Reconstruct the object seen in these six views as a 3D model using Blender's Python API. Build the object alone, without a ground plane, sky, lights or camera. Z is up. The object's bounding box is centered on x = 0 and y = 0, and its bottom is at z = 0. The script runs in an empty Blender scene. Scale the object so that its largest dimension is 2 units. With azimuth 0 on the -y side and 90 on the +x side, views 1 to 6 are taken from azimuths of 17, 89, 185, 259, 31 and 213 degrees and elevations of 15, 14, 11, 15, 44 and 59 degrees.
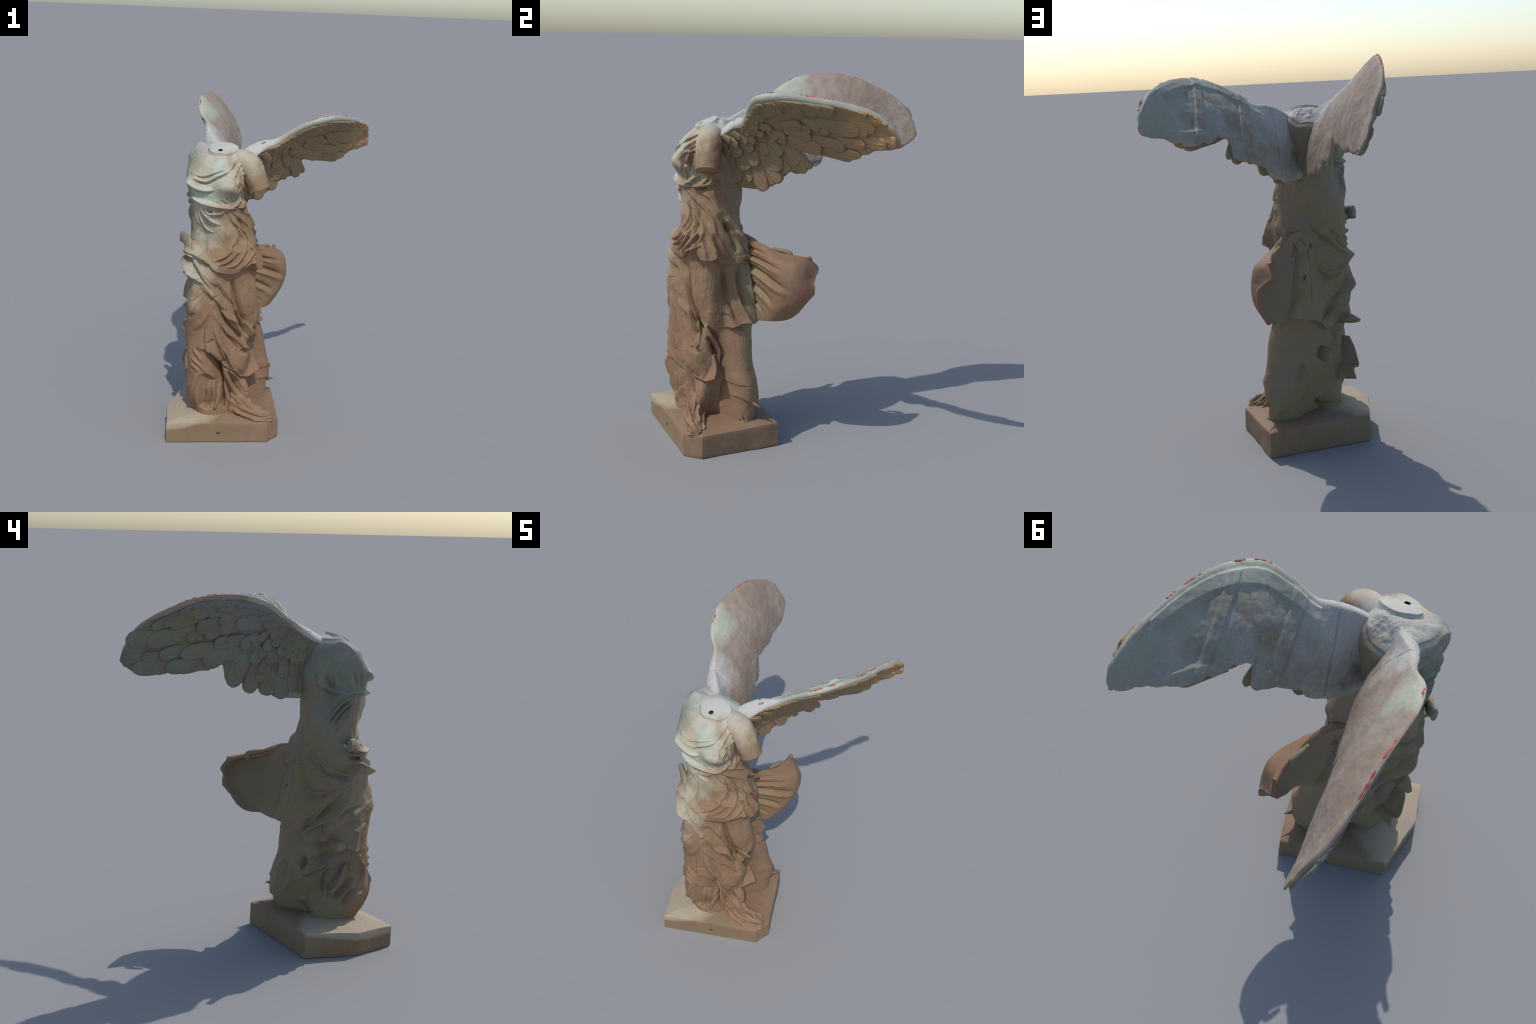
import bpy, bmesh, math
import numpy as np
from mathutils import Vector

# ------------------------------------------------------------------ helpers
def catmull(pts, n, closed=False):
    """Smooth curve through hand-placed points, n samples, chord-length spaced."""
    p = np.asarray(pts, float)
    if closed:
        ext = np.vstack([p[-1:], p, p[:2]])
    else:
        ext = np.vstack([2 * p[0] - p[1], p, 2 * p[-1] - p[-2]])
    segs = len(ext) - 3
    out = []
    for i in range(segs):
        a, b, c, d = ext[i:i + 4]
        t = np.linspace(0, 1, 24, endpoint=False)[:, None]
        out.append(.5 * ((2 * b) + (-a + c) * t + (2 * a - 5 * b + 4 * c - d) * t ** 2
                         + (-a + 3 * b - 3 * c + d) * t ** 3))
    out = np.vstack(out + [ext[-2:-1]])
    L = np.concatenate([[0], np.cumsum(np.linalg.norm(np.diff(out, axis=0), axis=1))])
    s = np.linspace(0, L[-1], n)
    return np.stack([np.interp(s, L, out[:, k]) for k in range(p.shape[1])], 1)

def cubic(xs, ys, q):
    """Natural-looking smooth interpolation (Catmull-Rom on an uneven axis)."""
    xs = np.asarray(xs, float); ys = np.asarray(ys, float); q = np.clip(q, xs[0], xs[-1])
    m = np.zeros_like(ys)
    d = np.diff(ys, axis=0) / np.diff(xs).reshape((-1,) + (1,) * (ys.ndim - 1))
    m[0] = d[0]; m[-1] = d[-1]; m[1:-1] = .5 * (d[1:] + d[:-1])
    i = np.clip(np.searchsorted(xs, q, side='right') - 1, 0, len(xs) - 2)
    h = xs[i + 1] - xs[i]; t = (q - xs[i]) / h
    sh = (slice(None),) * q.ndim + (None,) * (ys.ndim - 1)
    h = h[sh]; t = t[sh]
    return ((2 * t ** 3 - 3 * t ** 2 + 1) * ys[i] + (t ** 3 - 2 * t ** 2 + t) * h * m[i]
            + (-2 * t ** 3 + 3 * t ** 2) * ys[i + 1] + (t ** 3 - t ** 2) * h * m[i + 1])

def smooth(a, b, x):
    t = np.clip((x - a) / (b - a), 0, 1); return t * t * (3 - 2 * t)

_P = np.random.RandomState(7).permutation(256); _P = np.concatenate([_P, _P, _P])
_G = np.random.RandomState(11).uniform(-1, 1, 256)
def vnoise(p):
    p = np.asarray(p, float); i = np.floor(p).astype(int); f = p - i; f = f * f * (3 - 2 * f)
    i = i & 255; r = 0
    for dx in (0, 1):
        for dy in (0, 1):
            for dz in (0, 1):
                w = ((f[..., 0] if dx else 1 - f[..., 0]) * (f[..., 1] if dy else 1 - f[..., 1])
                     * (f[..., 2] if dz else 1 - f[..., 2]))
                r = r + w * _G[_P[_P[_P[i[..., 0] + dx] + i[..., 1] + dy] + i[..., 2] + dz] & 255]
    return r
def fnoise(p, oct=3):
    r = 0; a = 1
    for k in range(oct):
        r = r + a * vnoise(np.asarray(p) * 2 ** k + 17.3 * k); a *= .5
    return r

def new_obj(name, verts, faces, mat=None, parent=None, smooth_shade=True):
    me = bpy.data.meshes.new(name)
    me.from_pydata([tuple(v) for v in np.asarray(verts)], [], [tuple(int(i) for i in f) for f in faces])
    me.update()
    ob = bpy.data.objects.new(name, me)
    bpy.context.scene.collection.objects.link(ob)
    if mat: me.materials.append(mat)
    if smooth_shade: me.polygons.foreach_set('use_smooth', [True] * len(me.polygons))
    if parent: ob.parent = parent
    return ob

def grid_faces(nu, nv, off=0, wrap_v=False, flip=False):
    """Faces of a grid whose vertex (i, j) sits at index off + i*nv + j."""
    I, J = np.meshgrid(np.arange(nu - 1), np.arange(nv if wrap_v else nv - 1), indexing='ij')
    J2 = (J + 1) % nv
    f = np.stack([off + I * nv + J, off + I * nv + J2, off + (I + 1) * nv + J2, off + (I + 1) * nv + J], -1).reshape(-1, 4)
    return f[:, ::-1] if flip else f

# ---------------------------------------------------------------- materials
def stone(name, base, alt, alt2, scale=6.0, bump=.15, pale=None, side=None, seed=0.):
    """Patinated plaster: three mottled hues and fine grain.
    side = (colour, colour2, direction, offset, softness): baked coloured light painted as a tint along a direction, with a ragged border.
    pale = (colour, centre, reach): colour around a place, mostly baked pale light; on the mantle a red patch."""
    m = bpy.data.materials.new(name); m.use_nodes = True
    nt = m.node_tree; nt.nodes.clear(); N = nt.nodes.new; L = nt.links.new
    out = N('ShaderNodeOutputMaterial'); b = N('ShaderNodeBsdfPrincipled'); L(b.outputs[0], out.inputs[0])
    b.inputs['Roughness'].default_value = .72
    b.inputs['Specular IOR Level'].default_value = .3
    tc = N('ShaderNodeTexCoord')
    def noise(sc, det, lo, hi, sd):
        mp = N('ShaderNodeMapping'); L(tc.outputs['Object'], mp.inputs[0]); mp.inputs[1].default_value = (sd + seed, sd * .7 - seed, -sd)
        n = N('ShaderNodeTexNoise'); n.inputs['Scale'].default_value = sc; n.inputs['Detail'].default_value = det
        n.inputs['Roughness'].default_value = .6
        L(mp.outputs[0], n.inputs['Vector'])
        r = N('ShaderNodeMapRange'); r.inputs[1].default_value = lo; r.inputs[2].default_value = hi
        L(n.outputs[0], r.inputs[0]); return r.outputs[0]
    def mix(f, a, c):
        x = N('ShaderNodeMix'); x.data_type = 'RGBA'; L(f, x.inputs[0])
        for v, s in ((a, 6), (c, 7)):
            if isinstance(v, tuple): x.inputs[s].default_value = v + (1,)
            else: L(v, x.inputs[s])
        return x.outputs[2]
    def math_(op, a, c):
        x = N('ShaderNodeMath'); x.operation = op
        for v, s in ((a, 0), (c, 1)):
            if isinstance(v, (int, float)): x.inputs[s].default_value = v
            else: L(v, x.inputs[s])
        return x.outputs[0]
    c = mix(noise(scale, 5, .45, .60, 3.1), base, alt)
    c = mix(noise(scale * .7, 6, .52, .66, 9.7), c, alt2)
    def ragged(val, lo, hi):
        w = math_('ADD', val, math_('MULTIPLY', math_('SUBTRACT', noise(9, 6, 0, 1, 21.), .5), (hi - lo) * 2.2))
        r = N('ShaderNodeMapRange'); r.inputs[1].default_value = lo; r.inputs[2].default_value = hi; L(w, r.inputs[0]); return r.outputs[0]
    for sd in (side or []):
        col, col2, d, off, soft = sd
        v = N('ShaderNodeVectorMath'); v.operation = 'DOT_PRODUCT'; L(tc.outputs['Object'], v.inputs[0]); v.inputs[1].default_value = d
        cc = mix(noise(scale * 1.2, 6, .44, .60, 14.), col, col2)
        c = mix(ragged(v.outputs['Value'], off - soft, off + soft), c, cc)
    for p in (pale or []):
        col, cen, reach = p
        v = N('ShaderNodeVectorMath'); v.operation = 'DISTANCE'; L(tc.outputs['Object'], v.inputs[0]); v.inputs[1].default_value = cen
        k = ragged(math_('MULTIPLY', v.outputs['Value'], -1), -reach * 1.25, -reach * .55)
        c = mix(math_('MULTIPLY', k, .8), c, col)
    f = noise(110, 4, .25, .75, 1.0)
    dk = N('ShaderNodeMix'); dk.data_type = 'RGBA'; dk.blend_type = 'MULTIPLY'; dk.inputs[0].default_value = .22
    L(c, dk.inputs[6]); L(f, dk.inputs[7])
    L(dk.outputs[2], b.inputs['Base Color'])
    bp = N('ShaderNodeBump'); bp.inputs['Strength'].default_value = bump; bp.inputs['Distance'].default_value = .004
    L(noise(70, 6, .2, .8, 5.0), bp.inputs['Height']); L(bp.outputs[0], b.inputs['Normal'])
    return m

BROWN, SIENNA, OCHRE = (.272, .17, .10), (.262, .15, .088), (.275, .205, .115)
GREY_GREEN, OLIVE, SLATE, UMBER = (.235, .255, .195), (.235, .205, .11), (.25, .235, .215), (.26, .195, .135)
RED = (.45, .07, .06)
CREAM, TOP_LIGHT, MINT = (.47, .41, .30), (.53, .52, .48), (.46, .50, .40)  # pale tones copied from the original's baked top light
M_body = stone('light_tinted_plaster', BROWN, SIENNA, OCHRE,
               side=[(CREAM, MINT, (-.75, -.30, .35), .735, .10), (UMBER, OLIVE, (-.72, .69, 0), -.165, .04), (GREY_GREEN, SLATE, (-.85, .3, .25), .50, .06)],  # cream front, olive and grey-green flanks: baked coloured light painted in
               pale=[(CREAM, (.0, -.42, 1.73), .10), (TOP_LIGHT, (-.16, -.36, 1.79), .17)])  # pale shoulder and neck: top light put into the colour
M_mantle = stone('mantle_plaster', BROWN, SIENNA, OCHRE, pale=[((.34, .13, .10), (.115, .10, .87), .055)], seed=3.)
M_base = stone('plinth_plaster', (.25, .15, .095), (.24, .18, .095), (.28, .175, .115), scale=7,
               side=[(UMBER, OLIVE, (-.52, .85, 0), -.02, .04), ((.40, .34, .22), (.40, .31, .25), (-.35, -.3, 2.0), .50, .02)])  # olive back and pale top: baked light painted on the plinth
M_wing_l = stone('wing_back_cool_light', (.34, .345, .285), (.40, .385, .35), (.30, .25, .19), scale=8, pale=[(TOP_LIGHT, (-.02, -.28, 1.76), .20), (MINT, (.36, -.12, 1.95), .10)], seed=4.)  # grey-green from baked cool light; root and crest carry painted top light
M_wing_r = stone('wing_back_warm_light', (.34, .25, .19), (.37, .30, .25), (.30, .24, .17), scale=7, pale=[(TOP_LIGHT, (-.30, -.25, 1.79), .16), (MINT, (-.46, .0, 1.95), .14)], seed=8.)  # tan from baked warm light; root and crest carry painted top light
M_feather_l = stone('feather_warm_light', (.29, .195, .115), (.27, .21, .11), (.33, .21, .115), scale=9, side=[((.40, .26, .11), (.38, .23, .13), (.35, 1, 0), .44, .08)], seed=2.)  # brown and gold copy the warm light baked on this face
M_feather_r = stone('feather_cool_light', (.215, .225, .17), (.22, .18, .14), (.25, .215, .125), scale=9, pale=[(SLATE, (-.45, .1, 1.98), .25)], seed=6.)  # grey-green copies the cool light baked on this face
M_hole_shade = bpy.data.materials.new('hole_shade'); M_hole_shade.use_nodes = True  # near-black paints the shade of a deep hole on shallow faces
M_hole_shade.node_tree.nodes['Principled BSDF'].inputs['Base Color'].default_value = (.02, .018, .015, 1)

root = bpy.data.objects.new('winged_statue', None)
bpy.context.scene.collection.objects.link(root)
root['label'] = 'headless winged female statue in windblown drapery on plinth'
root['category'] = 'statue'

# -------------------------------------------------------------------- plinth
def build_plinth():
    # six corners of the plan with the height of the upper edge at each
    plan = np.array([(-.341, -.760, .123), (.222, -.526, .124), (.259, -.424, .124), (.085, -.014, .134), (-.434, -.232, .154), (-.432, -.535, .135)])
    per = np.vstack([plan, plan[:1]]); n_side = 40
    ring = np.vstack([per[i] + (per[i + 1] - per[i]) * np.linspace(0, 1, n_side, endpoint=False)[:, None] for i in range(6)])
    m = len(ring); cen = np.array([-.10, -.40, .165])
    rows = []
    def wobble(p, amt):
        return p + (fnoise(p * 9, 3) * amt)[:, None] * np.array([1, 1, .6])
    bottom = ring.copy(); bottom[:, 2] = 0
    inner_b = cen + (bottom - cen) * .97; inner_b[:, 2] = 0
    rows.append(inner_b)
    for k, zf in enumerate(np.linspace(0, 1, 14)):
        r = ring.copy(); r[:, 2] = ring[:, 2] * zf
        if k == 0: r[:, :2] = cen[:2] + (r[:, :2] - cen[:2]) * .995
        if k == 13: r[:, :2] = cen[:2] + (r[:, :2] - cen[:2]) * .994
        if k == 12: r[:, 2] -= .002
        r = wobble(r, .0022); r[:, 2] = np.maximum(r[:, 2], 0); rows.append(r)
    for t in np.linspace(.985, 0, 34):
        r = cen + (ring - cen) * t
        d = np.linalg.norm((ring - cen)[:, :2], axis=1) * (1 - t)
        r[:, 2] = ring[:, 2] * t ** 1 + cen[2] * (1 - t) + .022 * (1 - np.exp(-d / .11)) * t
        r[:, 2] = np.minimum(r[:, 2], .168); rows.append(wobble(r, .0015))
    rows[0][:, 2] = 0
    V = np.vstack(rows); F = list(grid_faces(len(rows), m, wrap_v=True)) + [tuple(range(m))[::-1]]
    ob = new_obj('plinth', V, F, M_base, root)
    ob.data.polygons.foreach_set('use_smooth', [True] * len(ob.data.polygons))
    ob.data.set_sharp_from_angle(angle=math.radians(38))
build_plinth()

# ---------------------------------------------------------------------- body
# The draped figure is one surface: radius about a leaning axis, as horizontal
# cross-sections (16 spokes each; spoke 0 points to +x, 4 to +y / back,
# 8 to -x, 12 to -y / front), then folds laid over it.
AXIS = [(.10, -.10, -.385), (.35, -.10, -.385), (.55, -.10, -.40), (.75, -.13, -.40), (.95, -.14, -.38),
        (1.15, -.145, -.39), (1.35, -.175, -.395), (1.55, -.185, -.40), (1.80, -.175, -.375)]
SECT = {
    0.10: [.1, .13, .28, .24, .13, .095, .085, .1, .14, .18, .21, .22, .2, .16, .13, .13],
    0.25: [.11, .13, .285, .27, .17, .13, .115, .13, .165, .2, .25, .25, .2, .15, .13, .145],
    0.35: [.12, .15, .285, .265, .18, .145, .13, .145, .175, .21, .26, .27, .205, .145, .125, .13],
    0.45: [.14, .17, .27, .25, .19, .16, .14, .155, .19, .215, .265, .275, .205, .15, .14, .145],
    0.55: [.165, .18, .255, .24, .19, .16, .14, .16, .2, .22, .265, .275, .22, .155, .145, .155],
    0.65: [.19, .18, .235, .225, .19, .16, .14, .16, .205, .22, .255, .27, .22, .16, .145, .16],
    0.75: [.205, .16, .205, .24, .225, .175, .14, .16, .21, .215, .24, .265, .22, .17, .155, .185],
    0.85: [.21, .155, .19, .24, .22, .15, .128, .155, .205, .215, .235, .26, .22, .175, .168, .2],
    0.95: [.2, .16, .19, .225, .205, .14, .125, .155, .2, .21, .225, .24, .21, .18, .175, .2],
    1.05: [.19, .17, .195, .205, .19, .15, .138, .16, .19, .2, .22, .22, .2, .178, .17, .185],
    1.15: [.18, .18, .185, .19, .175, .158, .16, .175, .19, .2, .2, .18, .172, .168, .168, .175],
    1.25: [.165, .17, .172, .168, .155, .152, .165, .178, .178, .175, .17, .155, .155, .158, .16, .165],
    1.35: [.162, .155, .158, .17, .162, .16, .16, .152, .155, .165, .168, .163, .162, .162, .162, .162],
    1.45: [.16, .158, .168, .175, .165, .155, .14, .11, .13, .158, .168, .172, .175, .18, .18, .17],
    1.55: [.165, .165, .17, .185, .185, .18, .16, .125, .14, .158, .167, .173, .18, .192, .2, .19],
    1.62: [.17, .165, .175, .185, .185, .185, .175, .155, .152, .158, .165, .158, .165, .185, .193, .185],
    1.70: [.145, .145, .16, .165, .165, .17, .175, .175, .188, .18, .158, .138, .145, .155, .16, .155],
    1.80: [.13, .13, .13, .14, .145, .15, .15, .15, .155, .14, .125, .11, .11, .12, .13, .13],
}
AX = np.array(AXIS)
def axis(z):
    return cubic(AX[:, 0], AX[:, 1:], z)
SZ = np.array(sorted(SECT)); SR = np.array([SECT[k] for k in sorted(SECT)])
def radius0(th, z):
    """Bare cross-section radius at angle th (radians) and height z."""
    col = cubic(SZ, SR, z)                      # (..., 16)
    k = (th / (2 * np.pi) * 16) % 16; i = np.floor(k).astype(int) % 16; t = k - np.floor(k)
    g = lambda o: np.take_along_axis(col, ((i + o) % 16)[..., None], -1)[..., 0]
    a, b, c, d = g(-1), g(0), g(1), g(2)
    return .5 * (2 * b + (c - a) * t + (2 * a - 5 * b + 4 * c - d) * t ** 2 + (3 * b - a - 3 * c + d) * t ** 3)
FOLDS = []
def fold(kind, width, height, path):
    """One fold: path of (angle in degrees, height z) over the figure; width and height in metres."""
    FOLDS.append((kind, path, width, height))
# neckline and breast drape
fold('ridge', 0.01, 0.0135, [(-126, 1.624), (-112, 1.610), (-94, 1.614), (-73, 1.641), (-56, 1.663), (-41, 1.685)])
fold('ridge', 0.009, 0.0135, [(-120, 1.593), (-103, 1.585), (-88, 1.586), (-75, 1.614), (-57, 1.644), (-41, 1.668)])
fold('groove', 0.005, 0.0105, [(-116, 1.585), (-91, 1.569), (-73, 1.596), (-53, 1.636)])
fold('groove', 0.005, 0.0075, [(-123, 1.615), (-97, 1.599), (-75, 1.629), (-53, 1.659)])
fold('ridge', 0.016, 0.0195, [(-131, 1.593), (-121, 1.559), (-108, 1.536), (-92, 1.529), (-78, 1.536)])
fold('groove', 0.007, 0.0135, [(-127, 1.547), (-112, 1.523), (-89, 1.515), (-75, 1.527)])
fold('ridge', 0.045, 0.022, [(-59, 1.558), (-54, 1.555)])
fold('ridge', 0.045, 0.014, [(-117, 1.580), (-108, 1.574)])
fold('ridge', 0.006, 0.009, [(-26, 1.708), (-43, 1.677), (-50, 1.657)])
fold('ridge', 0.006, 0.0105, [(-20, 1.690), (-35, 1.654), (-43, 1.626)])
fold('ridge', 0.006, 0.012, [(-18, 1.671), (-31, 1.631), (-41, 1.582), (-39, 1.554)])
fold('ridge', 0.006, 0.012, [(-14, 1.642), (-32, 1.596), (-29, 1.548)])
fold('groove', 0.004, 0.009, [(-20, 1.712), (-39, 1.672), (-52, 1.646)])
fold('groove', 0.004, 0.0105, [(-22, 1.668), (-40, 1.617), (-45, 1.583), (-40, 1.534)])
fold('groove', 0.005, 0.012, [(-17, 1.625), (-38, 1.581), (-35, 1.537)])
fold('groove', 0.004, 0.0075, [(-51, 1.511), (-43, 1.457)])
fold('groove', 0.004, 0.0075, [(-57, 1.500), (-48, 1.456)])
fold('groove', 0.004, 0.0075, [(-65, 1.478), (-52, 1.451)])
fold('groove', 0.004, 0.0075, [(-42, 1.520), (-43, 1.459)])
fold('groove', 0.004, 0.0075, [(-35, 1.501), (-39, 1.452)])
# girdle and pouched cloth
fold('ridge', 0.009, 0.0168, [(-120, 1.476), (-102, 1.455), (-78, 1.441), (-55, 1.433), (-32, 1.423)])
fold('ridge', 0.008, 0.0154, [(-28, 1.424), (-11, 1.433), (6, 1.446), (21, 1.463)])
fold('groove', 0.006, 0.0112, [(-25, 1.413), (-3, 1.422)])
fold('ridge', 0.01, 0.0112, [(-129, 1.491), (-110, 1.467), (-89, 1.460), (-72, 1.451)])
fold('ridge', 0.008, 0.0126, [(-97, 1.438), (-90, 1.395), (-75, 1.391), (-64, 1.399), (-56, 1.428)])
fold('ridge', 0.008, 0.0112, [(-107, 1.438), (-98, 1.387), (-84, 1.371)])
fold('groove', 0.006, 0.0112, [(-93, 1.419), (-88, 1.401), (-80, 1.398)])
fold('ridge', 0.009, 0.0112, [(-97, 1.377), (-82, 1.346), (-66, 1.328)])
fold('ridge', 0.008, 0.0084, [(-109, 1.437), (-110, 1.361), (-100, 1.298), (-82, 1.279)])
fold('ridge', 0.006, 0.007, [(-118, 1.403), (-119, 1.352), (-115, 1.309)])
fold('groove', 0.005, 0.0084, [(-104, 1.384), (-93, 1.327), (-78, 1.306)])
fold('groove', 0.004, 0.0084, [(-33, 1.526), (-39, 1.460)])
fold('groove', 0.004, 0.0084, [(-26, 1.545), (-35, 1.466)])
fold('groove', 0.004, 0.007, [(-37, 1.552), (-41, 1.478)])
fold('ridge', 0.006, 0.0112, [(-42, 1.643), (-37, 1.594), (-36, 1.552)])
fold('groove', 0.007, 0.0126, [(-37, 1.648), (-35, 1.587), (-34, 1.535)])
fold('ridge', 0.007, 0.0126, [(-30, 1.645), (-30, 1.587), (-29, 1.531)])
fold('groove', 0.006, 0.0112, [(-27, 1.596), (-26, 1.545)])
fold('ridge', 0.008, 0.0112, [(-22, 1.482), (-35, 1.448), (-46, 1.435)])
fold('ridge', 0.008, 0.0112, [(-3, 1.468), (-18, 1.436), (-31, 1.426)])
# overfold swirling across the belly
fold('ridge', 0.06, 0.012, [(-67, 1.283), (-60, 1.279)])
fold('ridge', 0.008, 0.01035, [(-50, 1.422), (-45, 1.358), (-30, 1.309), (-12, 1.252)])
fold('ridge', 0.009, 0.01035, [(-48, 1.400), (-39, 1.331), (-38, 1.272), (-46, 1.226), (-62, 1.184)])
fold('ridge', 0.009, 0.01035, [(-33, 1.305), (-24, 1.243), (-31, 1.199), (-45, 1.157)])
fold('ridge', 0.009, 0.01035, [(-25, 1.292), (-11, 1.222), (-14, 1.166), (-25, 1.121)])
fold('groove', 0.005, 0.00805, [(-43, 1.337), (-31, 1.270), (-37, 1.210), (-53, 1.166)])
fold('groove', 0.005, 0.00805, [(-39, 1.341), (-19, 1.250), (-22, 1.186), (-34, 1.146)])
fold('ridge', 0.009, 0.0115, [(-51, 1.200), (-63, 1.158), (-76, 1.135), (-88, 1.119)])
fold('ridge', 0.009, 0.01265, [(-41, 1.208), (-51, 1.159), (-64, 1.121), (-79, 1.097)])
fold('ridge', 0.009, 0.0115, [(-28, 1.209), (-38, 1.154), (-50, 1.106), (-64, 1.081)])
fold('ridge', 0.008, 0.0115, [(-17, 1.208), (-27, 1.149), (-39, 1.101), (-45, 1.070)])
fold('ridge', 0.008, 0.0115, [(-12, 1.137), (-26, 1.104)])
fold('groove', 0.006, 0.01035, [(-48, 1.177), (-62, 1.135), (-79, 1.112)])
fold('groove', 0.006, 0.01035, [(-40, 1.172), (-52, 1.121), (-69, 1.091)])
fold('groove', 0.006, 0.01035, [(-29, 1.173), (-40, 1.121), (-47, 1.081)])
fold('groove', 0.006, 0.01035, [(-13, 1.186), (-23, 1.136), (-33, 1.104)])
fold('hem', 0.22, 0.022, [(-93, 1.104), (-89, 1.086), (-81, 1.057), (-73, 1.045), (-58, 1.034), (-48, 1.042), (-39, 1.069), (-28, 1.103), (-19, 1.088), (-14, 1.053), (3, 1.041), (4, 1.054)])
fold('hem', 0.22, 0.022, [(-26, 1.081), (-23, 1.063), (-13, 1.049), (-2, 1.049), (7, 1.056), (13, 1.022), (34, 1.010), (43, 1.017), (55, 1.044), (69, 1.016), (82, 1.050)])
fold('ridge', 0.009, 0.01035, [(-45, 1.413), (-27, 1.364), (-7, 1.311), (4, 1.249), (9, 1.181)])
fold('ridge', 0.012, 0.0161, [(-16, 1.401), (2, 1.369), (13, 1.310), (23, 1.266), (38, 1.202)])
fold('groove', 0.007, 0.0092, [(-33, 1.371), (-20, 1.309), (-14, 1.246)])
fold('groove', 0.016, 0.0207, [(15, 1.298), (26, 1.231), (35, 1.177)])
fold('ridge', 0.008, 0.0115, [(-25, 1.211), (-23, 1.151), (-24, 1.095)])
fold('ridge', 0.009, 0.0115, [(-14, 1.235), (1, 1.161), (7, 1.098), (7, 1.059)])
fold('ridge', 0.009, 0.01265, [(-4, 1.236), (13, 1.152), (22, 1.083), (33, 1.019)])
fold('ridge', 0.014, 0.0184, [(18, 1.282), (35, 1.213), (56, 1.146), (78, 1.076), (77, 1.047)])
fold('ridge', 0.01, 0.0138, [(38, 1.199), (53, 1.130), (61, 1.067)])
fold('ridge', 0.008, 0.0092, [(-20, 1.225), (-11, 1.152), (-7, 1.085), (-5, 1.051)])
fold('groove', 0.008, 0.0115, [(4, 1.195), (12, 1.109), (15, 1.054)])
fold('groove', 0.016, 0.023, [(24, 1.246), (38, 1.155), (41, 1.078)])
fold('groove', 0.006, 0.0092, [(-19, 1.192), (-16, 1.109)])
fold('groove', 0.006, 0.0092, [(46, 1.161), (56, 1.084), (59, 1.046)])
# mantle band over the right hip
fold('hem', 0.07, 0.018, [(-148, 1.085), (-145, 1.049), (-117, 1.020), (-109, 0.994), (-101, 0.989), (-86, 0.912)])
fold('ridge', 0.011, 0.012, [(-151, 1.113), (-132, 1.065), (-106, 1.006)])
fold('ridge', 0.017, 0.016, [(-130, 1.123), (-108, 1.072), (-92, 1.027), (-81, 0.964)])
fold('ridge', 0.01, 0.012, [(-102, 1.043), (-91, 0.976), (-81, 0.915), (-69, 0.861)])
fold('groove', 0.007, 0.01, [(-137, 1.121), (-112, 1.054), (-96, 0.996), (-84, 0.925)])
fold('groove', 0.006, 0.01, [(-126, 1.130), (-101, 1.109), (-89, 1.091)])
fold('ridge', 0.014, 0.016, [(-155, 1.168), (-122, 1.152), (-103, 1.131), (-89, 1.105)])
fold('ridge', 0.011, 0.013, [(-153, 1.142), (-120, 1.125), (-96, 1.099)])
fold('groove', 0.006, 0.01, [(-151, 1.123), (-115, 1.114), (-93, 1.090)])
fold('groove', 0.006, 0.008, [(-154, 1.161), (-123, 1.161)])
fold('ridge', 0.012, 0.012, [(-140, 1.203), (-121, 1.167), (-100, 1.137), (-90, 1.114)])
# cascade of mantle folds between the legs
fold('ridge', 0.01, 0.014, [(-81, 1.009), (-70, 0.952), (-61, 0.905), (-50, 0.853)])
fold('ridge', 0.009, 0.013, [(-76, 1.017), (-63, 0.945), (-52, 0.878), (-42, 0.810), (-25, 0.718), (-20, 0.633), (-21, 0.582)])
fold('ridge', 0.011, 0.016, [(-102, 0.978), (-90, 0.926), (-76, 0.873), (-67, 0.829), (-64, 0.807)])
fold('ridge', 0.014, 0.02, [(-72, 0.816), (-58, 0.769), (-42, 0.737), (-34, 0.679), (-24, 0.634)])
fold('ridge', 0.01, 0.014, [(-81, 0.815), (-71, 0.732), (-62, 0.680), (-46, 0.632), (-30, 0.581), (-13, 0.544)])
fold('ridge', 0.009, 0.012, [(-83, 0.827), (-75, 0.740), (-64, 0.675), (-53, 0.624)])
fold('groove', 0.009, 0.022, [(-81, 0.856), (-73, 0.797), (-59, 0.727), (-41, 0.666), (-25, 0.609)])
fold('groove', 0.006, 0.01, [(-80, 0.794), (-70, 0.705), (-57, 0.630), (-39, 0.557)])
fold('groove', 0.008, 0.018, [(-44, 0.811), (-32, 0.733), (-25, 0.675)])
fold('groove', 0.005, 0.01, [(-72, 0.999), (-60, 0.919), (-52, 0.844)])
fold('groove', 0.006, 0.01, [(-87, 0.990), (-73, 0.919), (-64, 0.863)])
fold('groove', 0.012, 0.022, [(-54, 1.007), (-46, 0.902), (-33, 0.798), (-20, 0.727), (-15, 0.651)])
fold('groove', 0.03, 0.03, [(-14, 0.671), (-13, 0.604), (18, 0.511), (26, 0.433)])
fold('plate', 0.012, 0.016, [(-85, 0.867), (-90, 0.774), (-99, 0.698), (-102, 0.640), (-100, 0.575), (-85, 0.496), (-74, 0.510), (-74, 0.623), (-79, 0.783)])
fold('ridge', 0.012, 0.013, [(-83, 0.764), (-80, 0.657), (-71, 0.567), (-57, 0.451)])
fold('groove', 0.007, 0.012, [(-85, 0.632), (-81, 0.556), (-72, 0.469)])
fold('groove', 0.006, 0.008, [(-87, 0.647), (-95, 0.626), (-99, 0.615)])
fold('ridge', 0.013, 0.014, [(-31, 0.576), (-18, 0.564)])
fold('groove', 0.012, 0.012, [(-37, 0.556), (-21, 0.528)])
fold('ridge', 0.016, 0.01, [(-59, 0.568), (-51, 0.488), (-27, 0.389)])
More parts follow.
